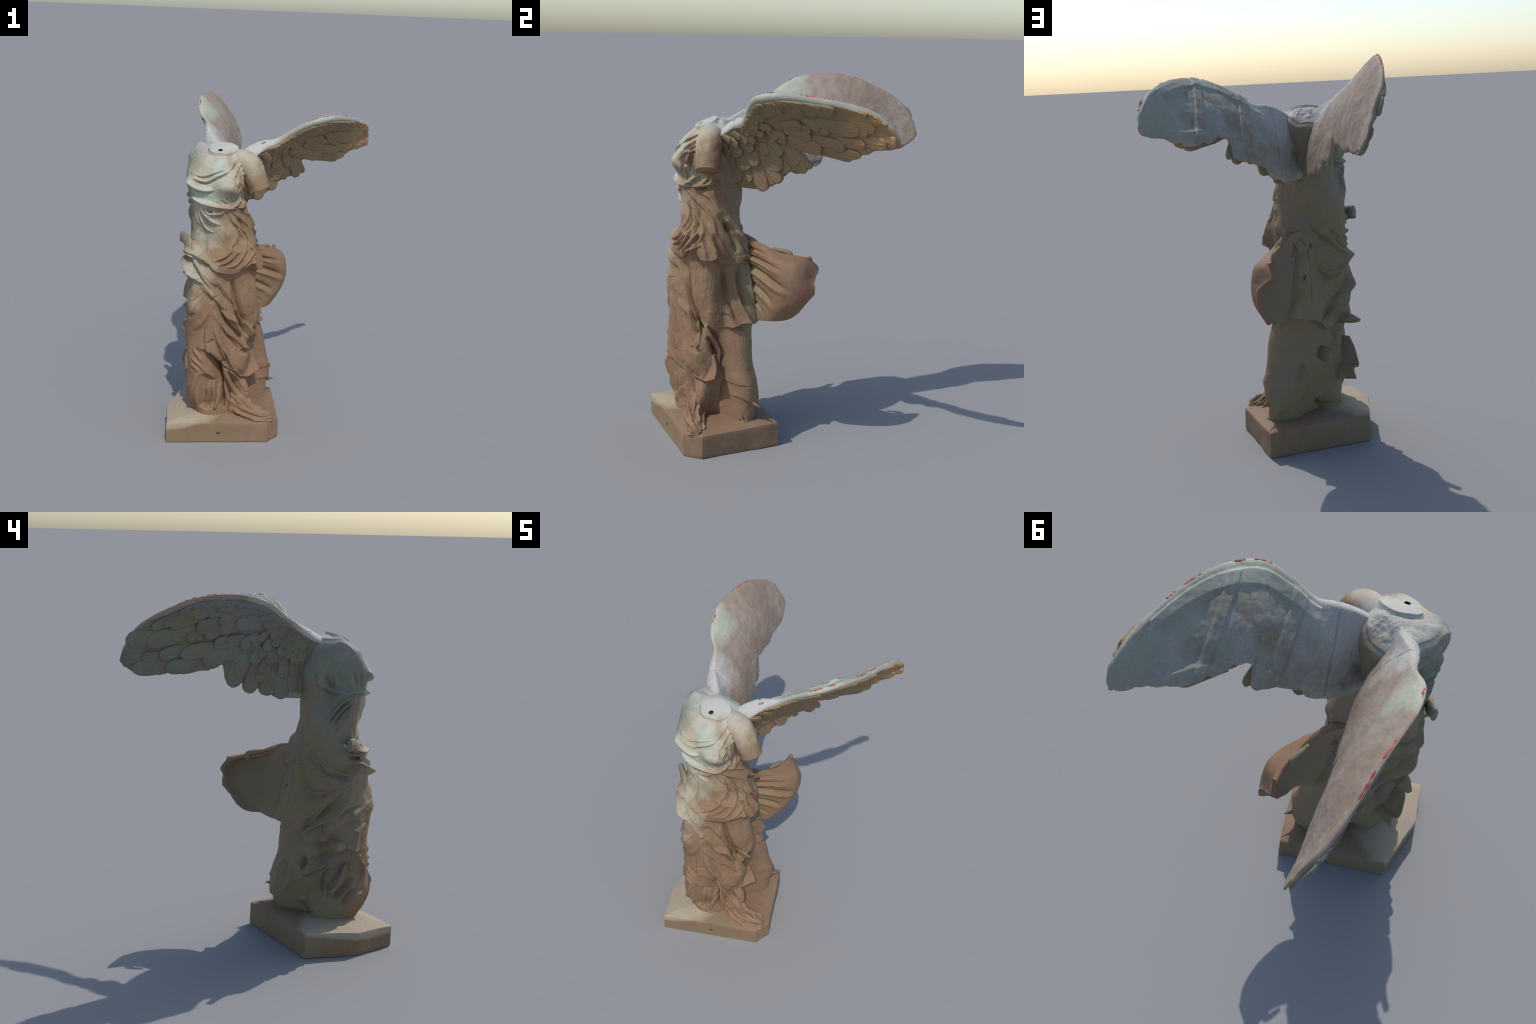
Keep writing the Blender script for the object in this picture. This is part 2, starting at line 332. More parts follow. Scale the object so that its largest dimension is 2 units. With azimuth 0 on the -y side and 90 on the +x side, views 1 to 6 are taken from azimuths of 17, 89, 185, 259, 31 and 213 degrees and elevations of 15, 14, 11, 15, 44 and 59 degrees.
fold('ridge', 0.01, 0.01, [(-73, 0.600), (-66, 0.515), (-57, 0.445)])
fold('hem', 0.1, 0.022, [(-102, 0.578), (-87, 0.508), (-75, 0.462), (-55, 0.431), (-38, 0.377), (-22, 0.365), (15, 0.346), (22, 0.367), (30, 0.361)])
fold('ridge', 0.014, 0.018, [(-82, 0.486), (-70, 0.401), (-54, 0.299), (-36, 0.228), (-20, 0.156)])
fold('ridge', 0.012, 0.014, [(-71, 0.451), (-40, 0.361), (-24, 0.278)])
fold('groove', 0.008, 0.012, [(-72, 0.429), (-46, 0.318), (-30, 0.247)])
fold('ridge', 0.012, 0.014, [(-84, 0.379), (-73, 0.293), (-55, 0.201), (-32, 0.148)])
fold('groove', 0.01, 0.016, [(-77, 0.376), (-58, 0.269), (-34, 0.173)])
# right leg under clinging cloth
fold('ridge', 0.07, 0.008, [(-111, 0.879), (-109, 0.862)])
fold('ridge', 0.006, 0.0046, [(-107, 0.961), (-112, 0.907), (-122, 0.856)])
fold('ridge', 0.006, 0.00575, [(-95, 0.936), (-105, 0.864), (-124, 0.770)])
fold('ridge', 0.005, 0.0046, [(-99, 0.940), (-110, 0.890), (-116, 0.874)])
fold('ridge', 0.012, 0.0092, [(-86, 0.883), (-91, 0.808), (-103, 0.737), (-114, 0.689)])
fold('groove', 0.008, 0.00805, [(-109, 0.803), (-121, 0.759)])
fold('ridge', 0.012, 0.01725, [(-120, 0.579), (-106, 0.510), (-97, 0.445), (-88, 0.392), (-84, 0.328), (-86, 0.266)])
fold('ridge', 0.01, 0.0115, [(-122, 0.521), (-110, 0.484), (-100, 0.422), (-93, 0.361)])
fold('ridge', 0.008, 0.0092, [(-122, 0.478), (-113, 0.457), (-109, 0.437)])
fold('plate', 0.022, -0.05, [(-107, 0.400), (-101, 0.403), (-93, 0.366), (-87, 0.303), (-88, 0.261), (-91, 0.219), (-101, 0.192), (-109, 0.212)])
fold('plate', 0.016, -0.065, [(-99, 0.552), (-94, 0.482), (-85, 0.409), (-80, 0.324), (-80, 0.214), (-75, 0.195), (-73, 0.266), (-79, 0.377), (-89, 0.491)])
fold('groove', 0.012, 0.0115, [(-107, 0.421), (-104, 0.363), (-106, 0.286), (-108, 0.226)])
fold('groove', 0.022, 0.05175, [(-100, 0.563), (-93, 0.481), (-87, 0.381), (-81, 0.272)])
fold('ridge', 0.008, 0.0253, [(-102, 0.362), (-101, 0.286), (-105, 0.191)])
fold('ridge', 0.008, 0.0253, [(-95, 0.358), (-94, 0.282), (-97, 0.192)])
fold('ridge', 0.007, 0.01725, [(-105, 0.343), (-107, 0.226)])
fold('ridge', 0.01, 0.0138, [(-113, 0.435), (-114, 0.338), (-134, 0.148)])
fold('ridge', 0.008, 0.0115, [(-111, 0.468), (-108, 0.343), (-115, 0.181)])
fold('ridge', 0.01, 0.0161, [(-86, 0.276), (-89, 0.181)])
fold('groove', 0.006, 0.0092, [(-116, 0.582), (-104, 0.500), (-99, 0.441)])
fold('ridge', 0.007, 0.0069, [(-109, 0.416), (-113, 0.372), (-118, 0.333)])
# bent left leg
fold('ridge', 0.07, 0.008, [(-16, 0.936), (-12, 0.883)])
fold('ridge', 0.005, 0.003, [(-27, 1.031), (-25, 0.942), (-29, 0.892)])
fold('ridge', 0.005, 0.003, [(-34, 1.018), (-35, 0.933)])
fold('ridge', 0.01, 0.012, [(35, 1.000), (39, 0.893), (47, 0.797), (55, 0.688), (64, 0.599)])
fold('ridge', 0.01, 0.012, [(60, 1.018), (59, 0.910), (64, 0.793)])
fold('groove', 0.016, 0.02, [(18, 0.995), (25, 0.894), (39, 0.761), (50, 0.650)])
fold('groove', 0.016, 0.022, [(47, 0.997), (51, 0.868), (57, 0.775)])
fold('groove', 0.006, 0.007, [(15, 0.757), (32, 0.734), (44, 0.691)])
fold('ridge', 0.01, 0.014, [(-27, 0.747), (-1, 0.658), (19, 0.568), (25, 0.465), (24, 0.377)])
fold('groove', 0.01, 0.02, [(-29, 0.711), (-8, 0.643), (8, 0.558), (18, 0.467)])
fold('groove', 0.014, 0.03, [(-1, 0.685), (19, 0.595), (29, 0.523), (29, 0.413)])
fold('ridge', 0.008, 0.008, [(-21, 0.675), (8, 0.559), (21, 0.475), (21, 0.376), (19, 0.257), (12, 0.171)])
fold('groove', 0.018, 0.028, [(-1, 0.617), (19, 0.511), (26, 0.404), (26, 0.296), (23, 0.206)])
fold('groove', 0.01, 0.014, [(30, 0.528), (30, 0.410), (33, 0.341), (36, 0.290)])
fold('ridge', 0.008, 0.008, [(40, 0.385), (46, 0.342), (58, 0.307)])
fold('hem', 0.1, 0.018, [(36, 0.290), (44, 0.264), (55, 0.223), (60, 0.205)])
# mantle wound round the hips at the back
fold('ridge', 0.018, 0.02, [(115, 1.183), (136, 1.079), (159, 1.019), (183, 0.985), (206, 0.989), (222, 1.057)])
fold('ridge', 0.01, 0.01, [(154, 1.183), (162, 1.124), (184, 1.068), (205, 1.054), (225, 1.069)])
fold('ridge', 0.01, 0.01, [(168, 1.106), (185, 1.049), (206, 1.024), (218, 1.039)])
fold('groove', 0.007, 0.009, [(147, 1.106), (167, 1.043), (185, 1.019), (206, 1.014)])
fold('groove', 0.007, 0.009, [(164, 1.110), (184, 1.058), (206, 1.039)])
fold('ridge', 0.013, 0.02, [(-173, 1.207), (-159, 1.170), (-98, 1.128)])
fold('ridge', 0.012, 0.018, [(-162, 1.147), (-132, 1.136), (-103, 1.103)])
fold('ridge', 0.014, 0.022, [(-157, 1.110), (-132, 1.067), (-107, 1.004)])
fold('groove', 0.007, 0.014, [(-168, 1.173), (-152, 1.153), (-108, 1.127)])
fold('groove', 0.007, 0.014, [(-161, 1.126), (-135, 1.109), (-104, 1.057)])
fold('ridge', 0.014, 0.012, [(107, 0.954), (135, 0.910), (169, 0.934), (189, 0.970), (212, 1.022)])
fold('groove', 0.01, 0.01, [(117, 0.886), (161, 0.907), (182, 0.941), (206, 0.989)])
fold('ridge', 0.016, 0.018, [(-151, 0.953), (-158, 0.885), (-180, 0.808), (-213, 0.729), (-246, 0.650)])
fold('ridge', 0.013, 0.014, [(-168, 0.864), (-187, 0.773), (-224, 0.701)])
fold('groove', 0.012, 0.018, [(-164, 0.939), (-181, 0.848), (-225, 0.728), (-248, 0.648)])
fold('groove', 0.01, 0.012, [(-138, 0.843), (-166, 0.816), (-187, 0.778)])
fold('ridge', 0.01, 0.01, [(-118, 0.867), (-138, 0.822), (-160, 0.787)])
fold('ridge', 0.01, 0.011, [(-130, 0.736), (-146, 0.701), (-151, 0.649), (-163, 0.618)])
fold('ridge', 0.01, 0.009, [(-157, 0.594), (-144, 0.552), (-137, 0.541)])
fold('groove', 0.026, 0.018, [(-140, 0.745), (-163, 0.735), (-178, 0.675), (-188, 0.585)])
fold('groove', 0.004, 0.007, [(58, 1.150), (86, 1.082), (93, 0.943), (95, 0.744)])
fold('ridge', 0.012, 0.008, [(89, 1.146), (105, 1.054), (101, 0.973)])
fold('hem', 0.16, 0.035, [(36, 0.679), (52, 0.690), (61, 0.678), (71, 0.693), (78, 0.709), (98, 0.681), (118, 0.644), (130, 0.613), (142, 0.617), (174, 0.624), (194, 0.610), (208, 0.581)])
fold('ridge', 0.02, 0.016, [(75, 1.243), (96, 1.184), (115, 1.125), (153, 1.050), (182, 0.986)])
fold('groove', 0.01, 0.014, [(86, 1.215), (107, 1.132), (150, 1.032), (175, 0.981)])
fold('ridge', 0.009, 0.008, [(114, 1.190), (146, 1.109), (175, 1.029)])
fold('ridge', 0.009, 0.008, [(133, 1.161), (172, 1.073)])
fold('groove', 0.006, 0.007, [(123, 1.169), (158, 1.085)])
fold('ridge', 0.012, 0.01, [(100, 0.961), (136, 0.917), (158, 0.913), (177, 0.955)])
fold('ridge', 0.012, 0.01, [(117, 0.856), (152, 0.872), (169, 0.897)])
fold('ridge', 0.016, 0.015, [(174, 0.894), (157, 0.819), (137, 0.725), (129, 0.632)])
fold('groove', 0.012, 0.01, [(161, 0.852), (139, 0.763), (114, 0.707)])
fold('groove', 0.035, 0.018, [(179, 0.890), (170, 0.797), (157, 0.730), (157, 0.655)])
fold('groove', 0.012, 0.016, [(83, 0.920), (87, 0.913)])
fold('groove', 0.012, 0.01, [(92, 1.074), (97, 1.070)])
# legs seen from behind
fold('ridge', 0.015, 0.02, [(176, 0.502), (150, 0.451), (134, 0.410)])
fold('groove', 0.028, 0.03, [(135, 0.513), (121, 0.450)])
fold('groove', 0.012, 0.012, [(87, 0.454), (83, 0.391), (81, 0.341)])
fold('ridge', 0.014, 0.012, [(95, 0.443), (94, 0.342), (83, 0.256)])
fold('ridge', 0.012, 0.01, [(79, 0.456), (76, 0.363), (75, 0.287)])
fold('groove', 0.012, 0.016, [(108, 0.217), (134, 0.177), (161, 0.183)])
fold('ridge', 0.012, 0.012, [(108, 0.240), (136, 0.244)])
fold('groove', 0.018, 0.014, [(150, 0.510), (174, 0.541), (196, 0.574), (210, 0.567)])
fold('ridge', 0.014, 0.011, [(-175, 0.344), (-165, 0.396), (-156, 0.463)])
fold('ridge', 0.014, 0.011, [(-165, 0.269), (-150, 0.344), (-144, 0.429)])
fold('ridge', 0.014, 0.011, [(-149, 0.228), (-145, 0.293), (-130, 0.318)])
fold('groove', 0.016, 0.016, [(174, 0.325), (175, 0.429), (188, 0.475)])
fold('groove', 0.012, 0.018, [(-168, 0.287), (-155, 0.357), (-147, 0.418)])
fold('groove', 0.01, 0.018, [(-153, 0.248), (-148, 0.313), (-140, 0.348)])
fold('ridge', 0.015, 0.02, [(126, 0.404), (142, 0.492), (151, 0.533)])
fold('ridge', 0.01, 0.012, [(-138, 0.523), (-132, 0.444), (-138, 0.377)])
fold('ridge', 0.012, 0.012, [(-154, 0.481), (-147, 0.516), (-140, 0.543)])
# right flank of the torso
fold('ridge', 0.018, 0.0234, [(138, 1.589), (141, 1.521), (159, 1.490), (186, 1.479), (201, 1.489)])
fold('groove', 0.009, 0.0182, [(140, 1.504), (159, 1.473), (188, 1.465)])
fold('ridge', 0.009, 0.0104, [(175, 1.607), (188, 1.550), (206, 1.497)])
fold('groove', 0.006, 0.0091, [(-178, 1.583), (-163, 1.518)])
fold('groove', 0.005, 0.0078, [(-156, 1.592), (-146, 1.508)])
fold('groove', 0.005, 0.0078, [(-146, 1.592), (-140, 1.503)])
fold('ridge', 0.007, 0.0078, [(162, 1.581), (171, 1.523), (187, 1.491)])
fold('groove', 0.006, 0.0091, [(147, 1.580), (153, 1.525), (171, 1.496)])
fold('ridge', 0.009, 0.013, [(-173, 1.464), (-153, 1.482), (-116, 1.462)])
fold('ridge', 0.01, 0.0156, [(-147, 1.462), (-171, 1.434), (-195, 1.356), (-202, 1.315)])
fold('ridge', 0.01, 0.0143, [(-148, 1.450), (-180, 1.369), (-194, 1.320)])
fold('ridge', 0.011, 0.013, [(-153, 1.413), (-165, 1.340), (-188, 1.271)])
fold('groove', 0.007, 0.013, [(-157, 1.439), (-180, 1.385), (-198, 1.316)])
fold('groove', 0.008, 0.013, [(-151, 1.425), (-171, 1.377), (-188, 1.308)])
fold('groove', 0.006, 0.0104, [(-170, 1.328), (-187, 1.267)])
fold('ridge', 0.008, 0.0078, [(-122, 1.275), (-137, 1.215)])
fold('groove', 0.005, 0.0065, [(-142, 1.286), (-145, 1.219)])

def seg_dist(px, py, a, b):
    d = b - a; L = (d ** 2).sum() + 1e-12
    t = np.clip(((px - a[0]) * d[0] + (py - a[1]) * d[1]) / L, 0, 1)
    return np.hypot(px - a[0] - t * d[0], py - a[1] - t * d[1]), t

def in_polygon(x, z, q):
    inside = np.zeros(x.shape, bool); j = len(q) - 1
    for i in range(len(q)):
        (xi, zi), (xj, zj) = q[i], q[j]
        inside ^= ((zi > z) != (zj > z)) & (x < (xj - xi) * (z - zi) / (zj - zi + 1e-12) + xi); j = i
    return inside

# Landmarks: points the cloth is known to pass through.
LANDMARKS = [
    (-.179, -.576, 1.584), (-.063, -.543, 1.432), (-.327, -.545, 1.57), (-.335, -.525, 1.62), (-.006, -.559, 1.56), (-.065, -.494, 1.691), (-.244, -.561, 1.459),   # breast, girdle
    (-.17, -.525, 1.263), (-.143, -.601, 1.106), (-.046, -.556, 1.055), (.045, -.508, 1.115), (.071, -.369, 1.06), (.011, -.329, 1.313),                           # belly, overfold edge
    (-.184, -.621, .992), (-.117, -.602, .897), (-.164, -.602, .68), (-.155, -.606, .573), (-.005, -.525, .434),            # mantle cascade
    (-.067, -.521, .996), (-.064, -.56, .829), (-.024, -.517, .756), (.021, -.453, .71), (.069, -.44, .569), (.025, -.439, .361), (-.091, -.541, .456), (-.144, -.612, .576), (.086, -.274, .355),
    (.087, -.448, .275), (-.081, -.558, .326), (-.238, -.642, .305), (.013, -.511, 1.04), (.089, -.328, .755), (.084, -.375, .706),                                 # legs
    (-.14, -.184, .91), (-.076, -.13, .725), (-.171, -.265, .95), (-.268, -.306, .528), (-.212, -.254, .412), (-.268, -.332, .166), (-.114, -.201, 1.092),           # back
    (-.138, -.193, .735), (-.205, -.38, .575), (-.279, -.416, .142), (.079, -.162, .155), (.012, -.164, .607), (-.025, -.246, 1.222), (-.13, -.27, 1.218)]
_LW = None
def landmark_shift(TH, Z):
    """Smooth radial correction that carries the bare sections through the landmarks."""
    global _LW
    L = np.array(LANDMARKS); c = axis(L[:, 2]); th = np.arctan2(L[:, 1] - c[:, 1], L[:, 0] - c[:, 0])
    want = np.hypot(L[:, 0] - c[:, 0], L[:, 1] - c[:, 1]) - radius0(th, L[:, 2])
    def kern(t1, z1, t2, z2):
        d = (t1 - t2 + np.pi) % (2 * np.pi) - np.pi
        return np.exp(-((d * .19 / .065) ** 2 + ((z1 - z2) / .09) ** 2))
    if _LW is None:
        K = kern(th[:, None], L[:, 2][:, None], th[None], L[:, 2][None])
        _LW = np.linalg.solve(K + .4 * np.eye(len(L)), want)
    out = np.zeros_like(TH)
    for i in range(len(L)):
        out += _LW[i] * kern(TH, Z, th[i], L[i, 2])
    return np.clip(out, -.06, .06)

def apply_folds(TH, Z, R):
    """Adds every fold to the radius field R on the (TH, Z) grid."""
    add = np.zeros_like(R)
    for kind, pts, w, h in FOLDS:
        p = np.array(pts, float)
        p[:, 0] = np.degrees(np.unwrap(np.radians(p[:, 0])))
        mid = p[:, 0].mean()
        d_ang = (np.degrees(TH) - mid + 180) % 360 - 180
        zm = p[:, 1].mean()
        # local metric: arc length in metres
        rr = float(np.mean(radius0(np.radians(p[:, 0]), p[:, 1]))) * math.pi / 180
        X = d_ang * rr; P = np.stack([(p[:, 0] - mid) * rr, p[:, 1]], 1)
        pad = 3 * w if kind != 'hem' else .35
        msk = (X > P[:, 0].min() - pad) & (X < P[:, 0].max() + pad) & (Z > P[:, 1].min() - pad) & (Z < P[:, 1].max() + pad)
        if not msk.any(): continue
        x = X[msk]; z = Z[msk]
        if kind in ('ridge', 'groove'):
            q = catmull(P, max(8, 6 * len(P))) if len(P) > 2 else P
            best = np.full(x.shape, 9.); along = np.zeros(x.shape)
            n = len(q) - 1
            for i in range(n):
                d, t = seg_dist(x, z, q[i], q[i + 1])
                c = d < best; best[c] = d[c]; along[c] = (i + t[c]) / n
            taper = np.clip(np.minimum(along, 1 - along) * 4.5, 0, 1) ** .6 if w < .03 else np.ones(x.shape)
            ww = w * (.6 + .4 * taper)
            if kind == 'ridge':
                v = 1.25 * h * taper * np.exp(-(best / ww) ** 2)
            else:
                v = -1.4 * h * taper * np.exp(-np.abs(best / ww) ** 1.6)
        elif kind == 'hem':   # cloth edge: thick above the line, fading out upwards over w
            q = P[np.argsort(P[:, 0])] if P[-1, 0] != P[0, 0] else P
            top = q[:, 1].max() + 1
            ring = np.vstack([[q[0, 0] - 1, q[0, 1]], q, [q[-1, 0] + 1, q[-1, 1]], [q[-1, 0] + 1, top], [q[0, 0] - 1, top]])
            inside = in_polygon(x, z, ring); best = np.full(x.shape, 9.)
            for i in range(len(q) - 1):
                d, t = seg_dist(x, z, q[i], q[i + 1]); best = np.minimum(best, d)
            over = np.maximum(np.maximum(q[0, 0] - x, x - q[-1, 0]), 0)
            sd = np.where(inside, best, -best)
            v = h * smooth(-.003, .004, sd) * np.exp(-np.maximum(sd, 0) / w) * np.exp(-(over / .03) ** 2)
        else:   # 'plate': raised area with a soft border of width w
            q = P; inside = in_polygon(x, z, q); dist = np.full(x.shape, 9.)
            for i in range(len(q)):
                d, _ = seg_dist(x, z, q[i - 1], q[i]); dist = np.minimum(dist, d)
            sd = np.where(inside, dist, -dist)
            v = h * smooth(-w, w, sd)
        add[msk] += v
    return R + add

def crinkle(TH, Z):
    """Fine crinkles of the thin tunic, running roughly down the body."""
    a = np.degrees((TH + np.pi) % (2 * np.pi) - np.pi)
    warp = fnoise(np.stack([np.cos(TH) * 2.2, np.sin(TH) * 2.2, Z * 5], -1), 2)
    p = np.stack([np.cos(TH + .25 * warp) * 13, np.sin(TH + .25 * warp) * 13, Z * 4.5 + 1.5 * warp], -1)
    r = 1 - 2 * np.abs(fnoise(p, 2)) ; r = np.clip(r, -1, 1)
    front = smooth(-165, -140, a) * smooth(75, 45, a)
    return .0014 * r * (.25 + .75 * front) * smooth(1.62, 1.50, Z) * (.45 + .55 * smooth(.0, .35, fnoise(np.stack([np.cos(TH) * 3, np.sin(TH) * 3, Z * 4 + 9], -1), 2)))
CAP = [(-.147, -.485, 1.712), (-.228, -.474, 1.725), (-.158, -.40, 1.757), (-.17, -.345, 1.778), (-.12, -.35, 1.776), (-.056, -.386, 1.762), (-.03, -.35, 1.745),
       (-.06, -.30, 1.745), (-.32, -.39, 1.785), (-.34, -.30, 1.785), (-.29, -.28, 1.775), (-.25, -.36, 1.765), (-.117, -.215, 1.675), (-.20, -.21, 1.69),
       (-.18, -.52, 1.685), (-.08, -.47, 1.712), (.02, -.36, 1.735), (-.30, -.47, 1.735), (-.02, -.25, 1.74), (-.15, -.27, 1.725)]
def cap_height(x, y):
    """Height of the broken top: shoulder stump, neck and the hollow between the wings."""
    w = 0; a = 0
    for px, py, pz in CAP:
        k = 1 / ((x - px) ** 2 + (y - py) ** 2 + .0012) ** 1.5; w = w + k; a = a + k * pz
    return a / w
def surface(TH, S, folds=True):
    c = axis(np.full(1, 1.74))[0]
    r_top = .145
    zt = cap_height(c[0] + r_top * np.cos(TH), c[1] + r_top * np.sin(TH)) - .012
    Z = .13 + (zt - .13) * S
    R = radius0(TH, Z) + landmark_shift(TH, Z)
    if folds: R = apply_folds(TH, Z, R) + crinkle(TH, Z)
    R = R * (1 - .10 * smooth(.975, 1, S) ** 2)
    c = axis(Z)
    P = np.stack([c[..., 0] + R * np.cos(TH), c[..., 1] + R * np.sin(TH), Z], -1)
    # the right arm is broken off flat at the shoulder
    cut = smooth(1.56, 1.62, Z)
    P[..., 0] = np.where((P[..., 0] < -.348), P[..., 0] * (1 - cut) + (-.348 + .15 * (P[..., 0] + .348)) * cut, P[..., 0])
    rad = np.stack([np.cos(TH), np.sin(TH), 0 * TH], -1)
    return P + ((fnoise(P * 16, 3) * .0022 + fnoise(P * 60, 2) * .0008))[..., None] * rad
def build_body(nt, nz, nc, folds=True):
    th = np.linspace(0, 2 * np.pi, nt, endpoint=False)
    TH, S = np.meshgrid(th, np.linspace(0, 1, nz))
    P = surface(TH, S, folds)
    top = P[-1]; rows = [P.reshape(-1, 3)]
    cen = top.mean(0)
    for k in range(1, nc):
        t = 1 - k / (nc - 1)
        ring = cen + (top - cen) * t
        b = 1 - t ** 6
        ring[:, 2] = top[:, 2] * (1 - b) + (cap_height(ring[:, 0], ring[:, 1]) + fnoise(ring * 26, 4) * (.004 + .007 * smooth(-.38, -.28, ring[:, 1]))) * b
        rows.append(ring)
    return np.vstack(rows), grid_faces(nz + nc - 1, nt, wrap_v=True)
def split_body(nt=600, nz=640, nc=60):
    """Cuts the one figure surface into named parts that keep its smooth normals."""
    V, F = build_body(nt, nz, nc)
    whole = new_obj('figure', V, F)
    nrm = np.empty(len(V) * 3); whole.data.vertices.foreach_get('normal', nrm); nrm = nrm.reshape(-1, 3)
    bpy.data.objects.remove(whole)
    c = V[F].mean(1); ax = axis(c[:, 2]); ang = np.degrees(np.arctan2(c[:, 1] - ax[:, 1], c[:, 0] - ax[:, 0]))
    z = c[:, 2]
    left = (ang > -42) & (ang < 75)
    right = (ang < -92) | (ang > 172)
    front = (ang >= -92) & (ang <= -42)
    part = np.where(z > 1.69, 0, np.where(z > 1.40, 1, np.where(z > 1.06, 2, np.where(z > .72, 3, np.where(left, 4, np.where(right, 5, np.where(front, 6, 7)))))))
    for k, name in enumerate(('shoulder', 'torso', 'overfold', 'hip', 'leg', 'leg', 'mantle_cascade', 'mantle_back')):
        f = F[part == k]; ids, inv = np.unique(f, return_inverse=True)
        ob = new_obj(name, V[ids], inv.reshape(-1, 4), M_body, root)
        ob.data.normals_split_custom_set_from_vertices([tuple(n) for n in nrm[ids]])
split_body()

# --------------------------------------------------------------------- wings
class Wing:
    """A cambered blade. Stations run root -> tip (u); each gives the crest of the
    leading edge and a point just beyond the trailing edge (v from 0 to 1)."""
    vmax = 1.0
    def __init__(self, stations, edge, out, belly, fore, nu=320, nv=110):
        st = np.array([a + b for a, b, c in stations], float); cam = np.array([c for a, b, c in stations])
        d = np.linalg.norm(np.diff((st[:, :3] + st[:, 3:]) / 2, axis=0), axis=1); su = np.concatenate([[0], np.cumsum(d)]); su /= su[-1]
        u = np.linspace(0, 1, nu); v = np.linspace(0, 1, nv)
        lead = cubic(su, st[:, :3], u); trail = cubic(su, st[:, 3:], u); cam = cubic(su, cam, u)
        U, V = np.meshgrid(u, v, indexing='ij')
        ch = trail - lead
        n = np.cross(np.gradient((lead + trail) / 2, axis=0), ch); n /= np.linalg.norm(n, axis=1)[:, None]
        if (n.mean(0) @ np.array(out)) < 0: n = -n
        k = np.ones(41) / 41
        n = np.stack([np.convolve(np.pad(n[:, i], 20, mode='edge'), k, 'valid') for i in range(3)], 1)
        self.n = n / np.linalg.norm(n, axis=1)[:, None]
        prof = 4 * V * (1 - V) * (1.3 - .6 * V)
        self.mid = lead[:, None] + ch[:, None] * V[..., None] + (cam[:, None] * prof)[..., None] * self.n[:, None]
        self.U, self.V, self.nu, self.nv = U, V, nu, nv
        du = np.gradient(self.mid, axis=0); dv = np.gradient(self.mid, axis=1)
        m = np.cross(du, dv); m /= np.linalg.norm(m, axis=-1)[..., None] + 1e-12
        m[np.einsum('ijk,ik->ij', m, self.n) < 0] *= -1
        self.N = m
        # thickness in front of and behind the mid surface: stout at the root, thin at the tips
        self.tf = fore + .026 * smooth(.30, .04, U) * (1 - .75 * V) + .006 * np.exp(-((V - .25) / .2) ** 2)
        self.tb = .008 + .030 * smooth(.30, .04, U) * (1 - .75 * V) + belly * np.sin(np.pi * V) * smooth(1, .7, U)
        dl = V * np.linalg.norm(ch, axis=1)[:, None]
        self.front = self.mid - m * (self.tf * np.sqrt(np.clip(1 - (1 - np.minimum(dl / .022, 1)) ** 2, 0, 1)))[..., None]
        # outline of the feather tips along the trailing edge, as v for each u
        g = self.mid.reshape(-1, 3); eu = []
        for p in edge:
            i = int(np.argmin(((g - np.array(p)) ** 2).sum(1))); eu.append((i // nv / (nu - 1), i % nv / (nv - 1)))
        eu = np.array(sorted(eu)); self.vedge = np.interp(u, eu[:, 0], eu[:, 1]) * .98
        self.vedge = self.vedge - .045 * (1 - np.abs(np.sin(np.pi * (u * 9.5 + .3 * np.sin(u * 13)))) ** .45) * smooth(.38, .5, u)   # rounded feather tips
    def at(self, S, U, V):
        x = np.clip(U, 0, 1) * (self.nu - 1); y = np.clip(V, 0, 1) * (self.nv - 1)
        i = np.minimum(x.astype(int), self.nu - 2); j = np.minimum(y.astype(int), self.nv - 2)
        a = (x - i)[..., None]; b = (y - j)[..., None]
        return S[i, j] * (1 - a) * (1 - b) + S[i + 1, j] * a * (1 - b) + S[i, j + 1] * (1 - a) * b + S[i + 1, j + 1] * a * b

LEFT = [((-.06, -.36, 1.70), (-.13, -.25, 1.40), 0.01), ((-.01, -.32, 1.745), (-.09, -.17, 1.395), 0.015), ((.05, -.27, 1.785), (-.03, -.08, 1.405), 0.022), ((.11, -.23, 1.80), (.03, -.01, 1.445), 0.028),
        ((.219, -.203, 1.872), (.10, .065, 1.50), 0.033), ((.32, -.165, 1.922), (.19, .14, 1.575), 0.035), ((.41, -.05, 1.942), (.28, .24, 1.612), 0.033),
        ((.47, .10, 1.93), (.36, .345, 1.625), 0.028), ((.495, .25, 1.908), (.43, .44, 1.655), 0.017), ((.512, .39, 1.865), (.49, .515, 1.69), 0.005), ((.524, .475, 1.80), (.515, .525, 1.715), 0)]
LEFT_EDGE = [(-.12, -.24, 1.41), (-.05, -.11, 1.408), (-.04, -.085, 1.425), (-.02, -.06, 1.43), (.005, -.03, 1.456), (.035, -.03, 1.49), (.06, .025, 1.517), (.09, .05, 1.538), (.11, .07, 1.536), (.144, .119, 1.53),
             (.172, .118, 1.56), (.195, .075, 1.63), (.215, .09, 1.65), (.267, .206, 1.633), (.31, .275, 1.632), (.352, .338, 1.637), (.40, .38, 1.655), (.43, .404, 1.674), (.451, .453, 1.684), (.505, .52, 1.715), (.524, .516, 1.745)]
